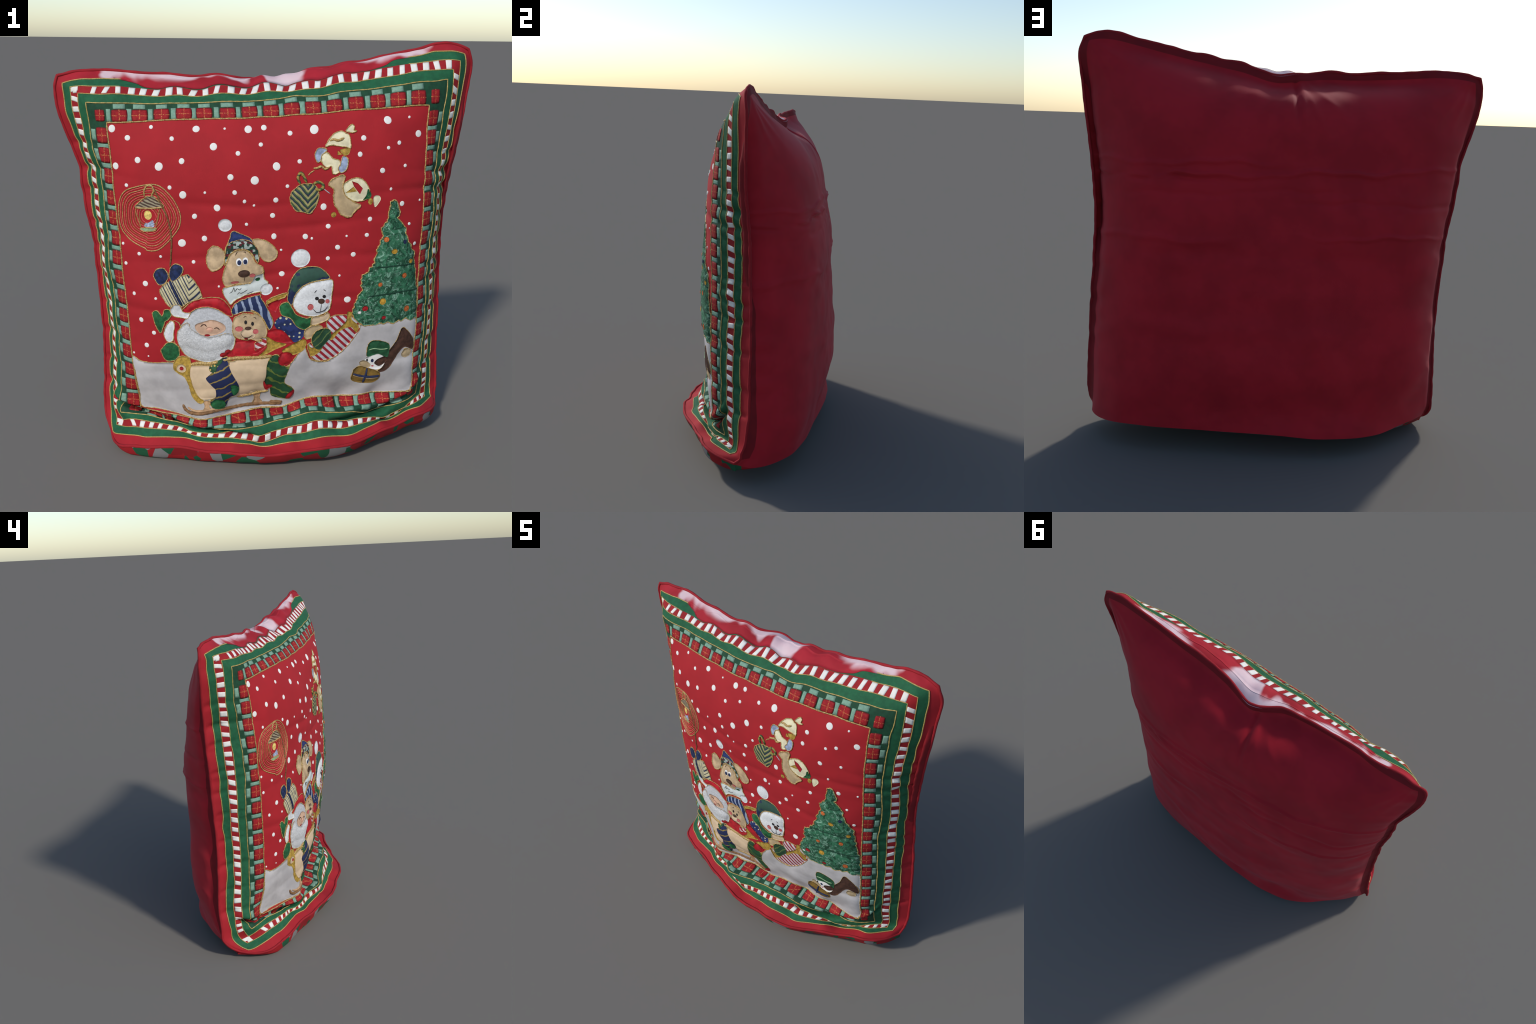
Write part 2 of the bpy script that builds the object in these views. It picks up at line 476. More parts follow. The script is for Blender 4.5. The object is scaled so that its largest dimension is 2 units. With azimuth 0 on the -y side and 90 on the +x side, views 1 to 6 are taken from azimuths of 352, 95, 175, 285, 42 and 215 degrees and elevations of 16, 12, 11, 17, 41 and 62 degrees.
def add_mesh(name, verts, faces, mat, parent=None, normals=None, smooth=True, stuff=False):
    me = bpy.data.meshes.new(name)
    me.from_pydata([tuple(map(float, p)) for p in verts], [], [tuple(map(int, f)) for f in faces])
    for m in (mat if isinstance(mat, (list, tuple)) else [mat]):
        me.materials.append(m)
    if smooth:
        me.shade_smooth()
    if normals is not None:
        me.normals_split_custom_set_from_vertices([tuple(map(float, n)) for n in normals])
    ob = bpy.data.objects.new(name, me)
    COL.objects.link(ob)
    ob.parent = parent or ROOT
    if stuff:
        ob['kind'] = 'stuff'
    return ob


def grid_part(name, P, N, mask, mat, parent=None):
    """object made of the masked faces of a structured grid (keeps whole-body normals)"""
    n, m = P.shape[:2]
    idx = np.arange(n * m).reshape(n, m)
    q = np.stack([idx[:-1, :-1], idx[1:, :-1], idx[1:, 1:], idx[:-1, 1:]], -1)[mask]
    used, inv = np.unique(q, return_inverse=True)
    inv = inv.reshape(q.shape)
    return add_mesh(name, P.reshape(-1, 3)[used], inv, mat, parent, N.reshape(-1, 3)[used])


L, P, N = build_front()
Lc = (L[1:] + L[:-1]) / 2
UC, VC = np.meshgrid(Lc, Lc, indexing='ij')
EDGE = np.minimum(np.minimum(UC, W - UC), np.minimum(VC, W - VC))


def S(u, v, h=0.):
    """point on the cloth at chart (u, v), lifted by h"""
    u, v = np.asarray(u, float), np.asarray(v, float)
    p, n = bilinear(L, P, u, v), bilinear(L, N, u, v)
    n = n / np.linalg.norm(n, axis=-1, keepdims=True)
    return p + n * np.asarray(h)[..., None], n


def ring_mask(a, b):
    return (EDGE > OFF[a]) & (EDGE < OFF[b])


top_edge = (VC > W - OFF['C']) & (np.minimum(UC, W - UC) > W - VC)
hem = grid_part('hem', P, N, ring_mask('A', 'B') & ~top_edge, M['hem'])
grid_part('top_hem', P, N, ring_mask('A', 'B') & top_edge, M['top_hem'])
grid_part('green_band', P, N, ring_mask('B', 'C'), M['green'])
candy = grid_part('candy_stripe_band', P, N, ring_mask('C', 'D'), M['candy_red'])
grid_part('green_band', P, N, ring_mask('D', 'E'), M['green'])
plaid = grid_part('plaid_band', P, N, ring_mask('E', 'F'), M['plaid_green'])
panel = grid_part('picture_panel', P, N, EDGE > OFF['F'], M['red'])

# ---------------------------------------------------------------- back cover and underside
def build_back():
    l = np.r_[np.linspace(0, .12, 22), np.linspace(.12, W - .12, 190)[1:-1], np.linspace(W - .12, W, 22)]
    U, V = np.meshgrid(l, l, indexing='ij')
    Q = tps_eval(back_model(), np.c_[U.ravel(), V.ravel()]).reshape(U.shape + (3,))
    n = -grid_normals(Q)
    X, Z = Q[..., 0].copy(), Q[..., 2].copy()
    h = np.zeros_like(X)
    inner = np.clip(np.minimum(np.minimum(U, W - U) / .06, np.minimum(W - V, V) / .06), 0, 1)
    # long horizontal creases of the folded satin
    for z, m, d, w, c, r in ((1.36, -.035, .007, .010, .0, 1.2), (1.41, -.02, .005, .010, .5, .5), (1.33, .0, -.006, .012, .7, .45),
                             (1.28, -.04, -.003, .014, .2, .5), (1.08, .015, .005, .008, -.5, .4), (1.06, -.02, .005, .016, .65, .35),
                             (.98, .02, -.003, .03, .2, .6), (.80, -.02, .003, .05, .0, .6), (.62, .03, .005, .05, .2, .5), (1.24, .03, -.004, .012, -.5, .4)):
        wander = .008 * np.sin(11 * X + 30 * z) + .005 * np.sin(31 * X + 50 * z) + .006 * smooth_noise(X, X * 0 + z, 41, 7.)
        h += 2.2 * d * np.exp(-((Z - z - m * X - wander) / w) ** 2) * np.exp(-((X - c) / r) ** 4) * (.78 + .22 * np.sin(8 * X + 17 * z))
    # the pinch below the dip of the top seam
    h -= .010 * np.exp(-((X + .055) / .013) ** 2) * np.clip((Z - 1.55) / .10, 0, 1)
    h += .004 * np.exp(-((X + .082) / .016) ** 2) * np.clip((Z - 1.55) / .10, 0, 1)
    # pulls that fan out from the notch and from the upper corners
    for cx, cz, fan, reach in ((-.05, 1.83, (-1.25, -.85, -.45, .30, .70, 1.10), .42), (.93, 1.95, (-1.05, -.75, -.45), .34), (-.93, 1.83, (.45, .75, 1.05), .34)):
        for a_ in fan:
            along_, across = (X - cx) * math.sin(a_) + (cz - Z) * math.cos(a_), (X - cx) * math.cos(a_) - (cz - Z) * math.sin(a_)
            h += (.0045 if abs(cx) > .5 else .0022) * np.exp(-(across / (.010 + .035 * np.clip(along_, 0, 1))) ** 2) * np.clip(along_ / .06, 0, 1) * np.clip((reach - along_) / .2, 0, 1)
    # side puckers
    side_d = np.minimum(U, W - U)
    h += .006 * smooth_noise(U * .4, V, 25, 17.) * np.exp(-(side_d / .16) ** 2)
    h += (.005 * smooth_noise(U, V, 21, 5.) + .002 * smooth_noise(U, V, 22, 14.)) * np.clip((1.78 - Z) / .25, 0, 1)
    Q = Q + n * (h * inner)[..., None]
    # the stuffing starts a thumb's width inside the seam: a groove runs along it
    top = W - V
    gr = np.exp(-((top - .066) / .044) ** 2) * np.interp(X, [-.95, -.7, -.5, -.1, .05, .2, .9], [.015, .035, .055, .060, .055, .040, .025])
    gr = np.maximum(gr, .024 * np.exp(-((U - .026) / .020) ** 2))
    gr = np.maximum(gr, np.interp(Z, [.3, .9, 1.1], [.022, .036, .064]) * np.exp(-((W - U - .034) / .026) ** 2))
    gr *= np.clip(np.hypot(top, np.minimum(U, W - U)) / .30 - .25, 0, 1)
    Q[..., 1] -= gr * np.clip(top / .012, 0, 1) * np.clip(np.minimum(U, W - U) / .012, 0, 1) * np.clip(V / .15, 0, 1)
    # sew the rim of the back exactly onto the rim of the front
    rim = np.concatenate([P[:, -1], P[-1, ::-1], P[::-1, 0], P[0]])
    for rows, dist in ((0, U), (-1, W - U)):
        shift = nearest(rim, Q[rows]) - Q[rows]
        Q += shift[None] * np.exp(-(dist / .03) ** 2)[..., None]
    shift = nearest(rim, Q[:, -1]) - Q[:, -1]
    Q += shift[:, None] * np.exp(-((W - V) / .03) ** 2)[..., None]
    return l, Q, -grid_normals(Q)


def nearest(line, pts):
    a, b = line[:-1], line[1:]
    ab = b - a
    t = np.clip(((pts[:, None] - a) * ab).sum(-1) / ((ab * ab).sum(-1) + 1e-12), 0, 1)
    c = a + t[..., None] * ab
    d = ((pts[:, None] - c) ** 2).sum(-1)
    return c[np.arange(len(pts)), d.argmin(1)]


LB, QB, NB = build_back()


def build_underside():
    """sagging bottom between the back edge and the front lip"""
    s, t = np.linspace(0, 1, 120), 1 - (1 - np.linspace(0, 1, 44)) ** 1.7
    b = np.stack([np.interp(s * W, LB, QB[:, 0, k]) for k in range(3)], -1)[:, None]
    f = along(P[:, 0], s)[:, None]
    T = t[None, :, None]
    Q = b * (1 - T) + f * T
    floor = np.interp(Q[..., 0], *FLOOR)
    T = T[..., 0]
    Q[..., 2] = floor + (b[..., 2] - floor) * (1 - T) ** 3.5 + np.maximum(f[..., 2] - floor, 0) * T ** np.interp(Q[..., 0], [-.8, -.4, -.1, .9], [60, 45, 24, 25])
    Q[..., 2] = np.maximum(Q[..., 2], 0)
    return Q, grid_normals(Q)


def grid_part_flipped(name, Pq, Nq, mat, mask=None):
    n, m = Pq.shape[:2]
    idx = np.arange(n * m).reshape(n, m)
    q = np.stack([idx[:-1, :-1], idx[:-1, 1:], idx[1:, 1:], idx[1:, :-1]], -1)
    q = q[mask] if mask is not None else q.reshape(-1, 4)
    used, inv = np.unique(q, return_inverse=True)
    return add_mesh(name, Pq.reshape(-1, 3)[used], inv.reshape(q.shape), mat, None, Nq.reshape(-1, 3)[used])


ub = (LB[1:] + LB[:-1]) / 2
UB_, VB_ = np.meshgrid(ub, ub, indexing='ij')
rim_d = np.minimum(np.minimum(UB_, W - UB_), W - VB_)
rim_shade = (rim_d < .040) & (VB_ > .05)
grid_part_flipped('back_cover', QB, NB, M['back'], ~rim_shade)
grid_part_flipped('rim_painted_shade', QB, NB, M['rim_shade'], rim_shade)
QU, NU = build_underside()
grid_part_flipped('underside', QU, -NU, M['underside'])


def tube(pts, radius, sides=6, closed=False):
    """vertices and faces of a round cord along pts; radius may vary"""
    pts = np.asarray(pts, float)
    n = len(pts)
    rad = np.broadcast_to(radius, (n,))
    t = np.roll(pts, -1, 0) - np.roll(pts, 1, 0) if closed else np.gradient(pts, axis=0)
    t /= np.linalg.norm(t, axis=1, keepdims=True) + 1e-12
    ref = np.tile([0., -1., .15], (n, 1))
    a = np.cross(t, ref)
    a /= np.linalg.norm(a, axis=1, keepdims=True) + 1e-9
    b = np.cross(t, a)
    ang = np.arange(sides) * 2 * math.pi / sides
    v = pts[:, None] + rad[:, None, None] * (a[:, None] * np.cos(ang)[None, :, None] + b[:, None] * np.sin(ang)[None, :, None])
    f = []
    for i in range(n if closed else n - 1):
        j = (i + 1) % n
        for k in range(sides):
            l = (k + 1) % sides
            f.append((i * sides + k, i * sides + l, j * sides + l, j * sides + k))
    if not closed:
        f.append(tuple(range(sides))[::-1])
        f.append(tuple((n - 1) * sides + k for k in range(sides)))
    return v.reshape(-1, 3), f


def ring_path(off, step=.012):
    e = np.arange(off, W - off, step)
    u = np.r_[e, np.full_like(e, W - off), (W - e), np.full_like(e, off)]
    v = np.r_[np.full_like(e, off), e, np.full_like(e, W - off), (W - e)]
    return u, v


# rolled seam that joins both covers
u, v = ring_path(.007)
pts, _ = S(u, v)
k = np.arange(len(pts))
v_, f_ = tube(pts, .0075 + .0008 * np.sin(k * .9) * np.sin(k * .23), 8, True)
add_mesh('seam_binding', v_, f_, M['bind'])



# ---------------------------------------------------------------- printed border
def patch(name, mat, u0, u1, v0, v1, lift=.0016, n=5, parent=None, skew=None, round_=0.):
    """thin raised patch of cloth over a chart rectangle, with a turned-down edge"""
    a, b = np.linspace(-1, 1, n), np.linspace(-1, 1, n)
    A, B = np.meshgrid(a, b, indexing='ij')
    if round_:
        k = 1 - round_ * (A * A * B * B)
        A, B = A * k, B * k
    uu = (u0 + u1) / 2 + A * (u1 - u0) / 2
    vv = (v0 + v1) / 2 + B * (v1 - v0) / 2
    if skew is not None:
        uu, vv = uu + skew[0] * B, vv + skew[1] * A
    rim = (np.abs(np.linspace(-1, 1, n))[:, None] > .99) | (np.abs(np.linspace(-1, 1, n))[None, :] > .99)
    p, nn = S(uu, vv, np.where(rim, lift * .55, lift))
    q, _ = S(uu, vv, -.002)
    idx = np.arange(n * n).reshape(n, n)
    f = [(idx[i, j], idx[i + 1, j], idx[i + 1, j + 1], idx[i, j + 1]) for i in range(n - 1) for j in range(n - 1)]
    loop = list(idx[:, 0]) + list(idx[-1, 1:]) + list(idx[-2::-1, -1]) + list(idx[0, -2:0:-1])
    base = n * n
    vs = np.concatenate([p.reshape(-1, 3), q.reshape(-1, 3)[loop]])
    m_ = len(loop)
    f += [(loop[(i + 1) % m_], loop[i], base + i, base + (i + 1) % m_) for i in range(m_)]
    return add_mesh(name, vs, f, mat, parent)


def side_rect(side, e0, e1, d0, d1):
    """chart rectangle on a side: e along the side, d distance from the seam"""
    return {'b': (e0, e1, d0, d1), 't': (e0, e1, W - d1, W - d0),
            'l': (d0, d1, e0, e1), 'r': (W - d1, W - d0, e0, e1)}[side]


def red_plaid():
    k = Nodes('plaid_red_square', .8, .3)
    g = k.xyz('Generated')
    ax = k.math('ABSOLUTE', k.math('SUBTRACT', g[0], .5))
    az = k.math('ABSOLUTE', k.math('SUBTRACT', g[2], .5))
    f = k.ramp(k.math('MAXIMUM', ax, az), .36, .5)
    n = k.noise(90, 3)
    red = k.mix(k.ramp(n, .3, .7), srgb(124, 16, 22), srgb(150, 24, 30))
    c = k.mix(k.math('MULTIPLY', f, .75), red, srgb(58, 10, 14))
    line = k.math('MINIMUM', ax, az)
    dash = k.ramp(k.noise(220, 1), .46, .56)
    c = k.mix(k.math('MULTIPLY', k.math('MULTIPLY', k.math('LESS_THAN', line, .035), dash), .7), c, srgb(190, 120, 70))
    k.color(c)
    return k.m


M['plaid_red'] = red_plaid()
c0, c1 = OFF['C'] + .002, OFF['D'] - .002
pitch = .0565
for side in 'tblr':
    n = int(round((W - 2 * OFF['D']) / pitch))
    step = (W - 2 * OFF['D']) / n
    for i in range(n + 1):
        e = OFF['D'] + (i + .25) * step + rng.uniform(-.003, .003) - (.04 if i == 0 else 0.)
        w = step * rng.uniform(.40, .56)
        if e + w > W - OFF['C'] - .004:
            continue
        sk = rng.uniform(-.005, .005) + (.004 if side in 'tb' else -.002)
        r = side_rect(side, e, e + w, c0 + rng.uniform(-.002, .003), c1 + rng.uniform(-.003, .002))
        patch('white_stripe', M['white'], *r, lift=.0018, parent=candy, skew=(sk, 0) if side in 'tb' else (0, sk))
# plaid: an outer row of green and mint checks, an inner row of red squares parted by mint bars
e0, mid, f1 = OFF['E'] + .005, OFF['E'] + .033, OFF['F'] - .004
for side in 'tblr':
    n = 17
    step = (W - 2 * OFF['E'] - .01) / n
    for i in range(n):
        e = OFF['E'] + .005 + i * step + rng.uniform(-.004, .004)
        if side in 'lr' and (i == 0 or i == n - 1):
            continue
        j = rng.uniform(-.003, .003, 4)
        if 0 < i < n - 1:
            bar = side_rect(side, e - .0105 + j[0], e + .0105 + j[1], mid - .002, f1)
            patch('mint_bar', M['mint'], *bar, lift=.0014, parent=plaid)
        inner_ok = .0 < i < n - 1
        if not inner_ok:
            sq = side_rect(side, OFF['E'] + .040 if i == 0 else W - OFF['F'] + .008, OFF['F'] - .008 if i == 0 else W - OFF['E'] - .040, mid, f1)
        else:
            sq = side_rect(side, e + .0115, e + step - .0115, mid + j[2], f1 + .002)
        patch('red_square', M['plaid_red'], *sq, lift=.0032, parent=plaid, round_=.10, n=7)
        if inner_ok:
            patch('mint_check', M['mint'], *side_rect(side, e + .022 + j[3], e + step - .022, e0 + .002, mid - .002), lift=.0014, parent=plaid)


def ring_thread(name, off, radius, mat, jitter, skip=None):
    u_, v_ = ring_path(off, .010)
    w = smooth_noise(u_ * 1.0, v_ * 1.0, 31 + int(off * 100), 14.) * jitter
    du = np.where(np.isclose(u_, off) | np.isclose(u_, W - off), w, 0)
    dv = np.where(np.isclose(v_, off) | np.isclose(v_, W - off), w, 0)
    p, _ = S(u_ + du, v_ + dv, radius * .25)
    if skip is not None:
        keep = ~skip(u_, v_)
        k0 = int(np.argmax(~keep))
        order = np.r_[np.arange(k0, len(u_)), np.arange(0, k0)]
        order = order[keep[order]]
        vv, ff = tube(p[order], radius, 5)
    else:
        vv, ff = tube(p, radius * (1 + .25 * np.sin(np.arange(len(p)) * 1.9)), 5, True)
    return add_mesh(name, vv, ff, mat)


gap = lambda u_, v_: (v_ > W - OFF['C'] - .01) & (u_ > .36) & (u_ < 1.66)
ring_thread('gold_line', OFF['B'], .0030, M['gold_soft'], .004, gap)
ring_thread('gold_line', OFF['C'], .0022, M['gold_soft'], .003, gap)
ring_thread('gold_line', OFF['D'], .0022, M['gold_soft'], .003)
ring_thread('gold_line', OFF['E'], .0028, M['gold_soft'], .003)
ring_thread('gold_cord', OFF['F'], .0036, M['gold'], .002)

# ---------------------------------------------------------------- applique pieces
MATS = {}
def plain(name, rgb, **kw):
    MATS[name] = cloth(name, rgb, **kw)


plain('snow', (170, 166, 166), vary=.16, scale=7)
plain('white', (216, 214, 210), vary=.04)
plain('fleece', (202, 203, 204), vary=.10, scale=110)
plain('fleece_grey', (172, 173, 176), vary=.14, scale=120)
plain('paper', (190, 196, 194), vary=.08, scale=30)
plain('cream', (194, 170, 140), vary=.10, scale=14)
plain('tan', (170, 148, 114), vary=.16, scale=30)
plain('tan_fur', (174, 150, 118), vary=.22, scale=26)
plain('skin', (186, 152, 128), vary=.12, scale=30)
plain('skin_rosy', (196, 150, 128), vary=.1, scale=30)
plain('pearl', (206, 198, 166), vary=.14, scale=26)
plain('wing_blue', (136, 148, 172), vary=.30, scale=40)
plain('tree_shadow', (18, 56, 40), vary=.2)
plain('navy', (28, 38, 70), vary=.2)
plain('navy_velvet', (26, 38, 72), vary=.55, scale=46)
plain('denim', (34, 48, 94), vary=.28, scale=60)
plain('black', (28, 26, 28), vary=.1)
plain('ink', (60, 58, 56), vary=.1)
plain('brown', (62, 42, 32), vary=.2)
plain('brown_fur', (66, 42, 32), vary=.35, scale=50)
plain('pink', (178, 88, 88), vary=.14, scale=90)
plain('berry', (150, 24, 30), vary=.2)
plain('orange', (176, 92, 44), vary=.35, scale=120)
plain('ochre', (176, 134, 46), vary=.3, scale=120)
plain('satin_red', (158, 24, 34), vary=.30, scale=24, rough=.55)
plain('panel_patch', (150, 24, 32), vary=.08, scale=10)
plain('green_satin', (28, 84, 48), vary=.5, scale=30)
plain('green_pale', (130, 158, 120), vary=.25, scale=60)
plain('cap_green', (28, 74, 46), vary=.35, scale=40)
plain('gold_cloth', (156, 126, 52), vary=.35, scale=70, rough=.6)
plain('wood', (120, 88, 58), vary=.3, scale=60)
plain('wood_light', (172, 138, 104), vary=.2, scale=50)
plain('flame', (206, 180, 104), vary=.3, scale=90)
plain('candle', (150, 164, 190), vary=.5, scale=90)
plain('silver', (170, 172, 180), vary=.1)
plain('string', (110, 78, 46), vary=.5, scale=160)
plain('gold_dull', (150, 104, 62), vary=.4, scale=160)
plain('pink_thread', (196, 92, 84), vary=.3, scale=120)
plain('parcel_brown', (112, 86, 36), vary=.35, scale=36)
MATS['gold'] = M['gold']


def fur(name, rgb):
    k = Nodes(name, .9, .2)
    n = k.noise(95, 4, .7, dist=1.5)
    b = srgb(*rgb)
    k.color(k.mix(k.ramp(n, .35, .65), tuple(c * .78 for c in b[:3]) + (1,), b))
    k.bump(n, .9, .006)
    MATS[name] = k.m


fur('fur', (206, 206, 206))


def stripes(name, colours, freq, ax=0., az=1., chev=0., x0=0., wobble=.0, widths=(.5,)):
    """bands across object x/z; chev folds them into a chevron about x0"""
    k = Nodes(name, .75, .3)
    p = k.xyz()
    fold = k.math('ABSOLUTE', k.math('SUBTRACT', p[0], x0))
    t = k.math('ADD', k.math('MULTIPLY', p[0], ax), k.math('MULTIPLY', p[2], az))
    t = k.math('ADD', t, k.math('MULTIPLY', fold, chev))
    if wobble:
        t = k.math('ADD', t, k.math('MULTIPLY', k.noise(25, 2), wobble))
    t = k.math('FRACT', k.math('MULTIPLY', t, freq))
    c = srgb(*colours[0])
    for col, w in zip(colours[1:], widths):
        c = k.mix(k.ramp(t, w - .05, w + .05), c, srgb(*col))
    n = k.ramp(k.noise(60, 3), .3, .75)
    c2 = k.mix(k.math('MULTIPLY', n, .25), c, (0.02, .02, .02, 1))
    k.color(c2)
    k.bump(k.noise(420, 2), .25, .0015)
    MATS[name] = k.m


stripes('gift_chevron', [(192, 182, 146), (30, 40, 70), (192, 182, 146), (60, 64, 70)], 17, ax=.55, az=1., chev=-1.5, x0=-.395, widths=(.30, .52, .88))
stripes('gift_red', [(190, 186, 188), (150, 24, 40)], 27, ax=.12, az=1., chev=-.9, x0=.40, widths=(.52,))
stripes('stripe_red_white', [(196, 180, 180), (146, 26, 36)], 34, ax=.5, az=1., widths=(.45,))
stripes('bauble_chevron', [(150, 142, 92), (30, 40, 62), (60, 84, 50)], 34, ax=0, az=1., chev=-1.0, x0=.145, wobble=.02, widths=(.42, .72))
stripes('hat_striped', [(28, 42, 82), (140, 152, 176)], 27, ax=1., az=.25, wobble=.02, widths=(.66,))
stripes('stocking_blue', [(24, 34, 72), (140, 118, 60)], 20, ax=-.55, az=1., wobble=.03, widths=(.84,))
stripes('stocking_green', [(24, 66, 38), (92, 108, 46)], 20, ax=.5, az=1., wobble=.05, widths=(.80,))
stripes('mitten_green', [(26, 62, 38), (86, 104, 56)], 26, ax=1., az=-.9, wobble=.03, widths=(.82,))
stripes('hat_dark', [(28, 38, 72), (46, 78, 66)], 6, ax=-.3, az=1., wobble=.12, widths=(.55,))
stripes('lantern_roof', [(150, 140, 116), (74, 56, 46)], 70, ax=.35, az=1., wobble=.02, widths=(.5,))
stripes('gold_green', [(150, 132, 66), (62, 84, 50)], 40, ax=.6, az=1., wobble=.03, widths=(.6,))


def tree_mat():
    k = Nodes('tree', .8, .3)
    n = k.noise(20, 5, .75, dist=1.6)
    c = k.mix(k.ramp(n, .40, .58), srgb(16, 58, 38), srgb(50, 108, 78))
    n2 = k.noise(24, 5, .8, dist=2.0)
    c = k.mix(k.ramp(n2, .50, .66), c, srgb(132, 172, 150))
    k.color(c)
    k.bump(n, .7, .006)
    MATS['tree'] = k.m


def dotted_mat(name, ground, spot, scale, r):
    k = Nodes(name, .75, .3)
    v = k.node('TexVoronoi')
    v.inputs['Scale'].default_value = scale
    v.inputs['Randomness'].default_value = .45
    k.link(k.co.outputs['Object'], v.inputs['Vector'])
    f = k.ramp(v.outputs['Distance'], r, r + .08)
    g = k.mix(k.ramp(k.noise(40, 3), .4, .6), srgb(*ground), tuple(c * .6 for c in srgb(*ground)[:3]) + (1,))
    k.color(k.mix(f, srgb(*spot), g))
    MATS[name] = k.m


def plaid_mat():
    k = Nodes('plaid_knit', .85, .2)
    v = k.node('TexVoronoi')
    v.inputs['Scale'].default_value = 80
    v.inputs['Randomness'].default_value = .5
    k.link(k.co.outputs['Object'], v.inputs['Vector'])
    s = k.t.nodes.new('ShaderNodeSeparateColor')
    k.link(v.outputs['Color'], s.inputs[0])
    c = k.mix(k.ramp(s.outputs[0], .30, .36), srgb(150, 162, 156), srgb(34, 58, 48))
    c = k.mix(k.ramp(s.outputs[0], .66, .72), c, srgb(84, 34, 40))
    k.color(c)
    k.bump(v.outputs['Distance'], .5, .004)
    MATS['plaid_knit'] = k.m


tree_mat()
plaid_mat()
dotted_mat('dotted', (34, 48, 96), (190, 186, 150), 42, .22)
dotted_mat('holly', (34, 74, 46), (176, 150, 80), 60, .26)

F0 = OFF['F']
chart = lambda pq: F0 + PANEL * np.asarray(pq, float) / 100


def closed_spline(pts, spacing, sharp=False):
    """even samples of a closed Catmull-Rom curve (or polygon) through pts"""
    p = np.asarray(pts, float)
    n = len(p)
    out = []
    for i in range(n):
        a, b, c, d = p[i - 1], p[i], p[(i + 1) % n], p[(i + 2) % n]
        k = max(2, int(math.ceil(np.linalg.norm(c - b) / spacing)))
        for t in np.arange(k) / k:
            if sharp:
                out.append(b + (c - b) * t)
            else:
                out.append(.5 * (2 * b + (c - a) * t + (2 * a - 5 * b + 4 * c - d) * t * t + (3 * b - a - 3 * c + d) * t ** 3))
    return np.array(out)


def open_spline(pts, spacing):
    p = np.asarray(pts, float)
    p = np.vstack([2 * p[0] - p[1], p, 2 * p[-1] - p[-2]])
    out = []
    for i in range(1, len(p) - 2):
        a, b, c, d = p[i - 1:i + 3]
        k = max(2, int(math.ceil(np.linalg.norm(c - b) / spacing)))
        for t in np.arange(k) / k:
            out.append(.5 * (2 * b + (c - a) * t + (2 * a - 5 * b + 4 * c - d) * t * t + (3 * b - a - 3 * c + d) * t ** 3))
    return np.array(out + [p[-2]])


def inside(poly, q):
    x, y = q[:, 0][:, None], q[:, 1][:, None]
    x0, y0 = poly[:, 0][None], poly[:, 1][None]
    x1, y1 = np.roll(poly[:, 0], -1)[None], np.roll(poly[:, 1], -1)[None]
    cross = ((y0 > y) != (y1 > y)) & (x < (x1 - x0) * (y - y0) / (y1 - y0 + 1e-15) + x0)
    return cross.sum(1) % 2 == 1


def edge_distance(poly, q):
    a, b = poly, np.roll(poly, -1, 0)
    ab = b - a
    t = np.clip(((q[:, None] - a) * ab).sum(-1) / ((ab * ab).sum(-1) + 1e-15), 0, 1)
    return np.linalg.norm(q[:, None] - (a + t[..., None] * ab), axis=-1).min(1)


RELIEF_STEP = .004
RELIEF = np.zeros((int(PANEL / RELIEF_STEP) + 3,) * 2)     # height of what is already sewn on


def relief_at(q):
    a = (np.clip(q, F0, F0 + PANEL) - F0) / RELIEF_STEP
    i = np.floor(a).astype(int)
    f = a - i
    g = lambda x, y: RELIEF[x, y]
    x, y, s, r = i[:, 0], i[:, 1], f[:, 0], f[:, 1]
    return (g(x, y) * (1 - s) + g(x + 1, y) * s) * (1 - r) + (g(x, y + 1) * (1 - s) + g(x + 1, y + 1) * s) * r


def add_relief(edge, puff, soft):
    a = np.floor((edge.min(0) - F0) / RELIEF_STEP).astype(int).clip(0)
    b = np.ceil((edge.max(0) - F0) / RELIEF_STEP).astype(int) + 1
    X, Y = np.meshgrid(np.arange(a[0], b[0]), np.arange(a[1], b[1]), indexing='ij')
    X, Y = X.clip(0, RELIEF.shape[0] - 1), Y.clip(0, RELIEF.shape[0] - 1)
    q = F0 + np.c_[X.ravel(), Y.ravel()] * RELIEF_STEP
    m_ = inside(edge, q)
    if m_.any():
        d = edge_distance(edge, q[m_])
        RELIEF[X.ravel()[m_], Y.ravel()[m_]] += .0016 + .80 * puff * (1 - np.exp(-d / soft))


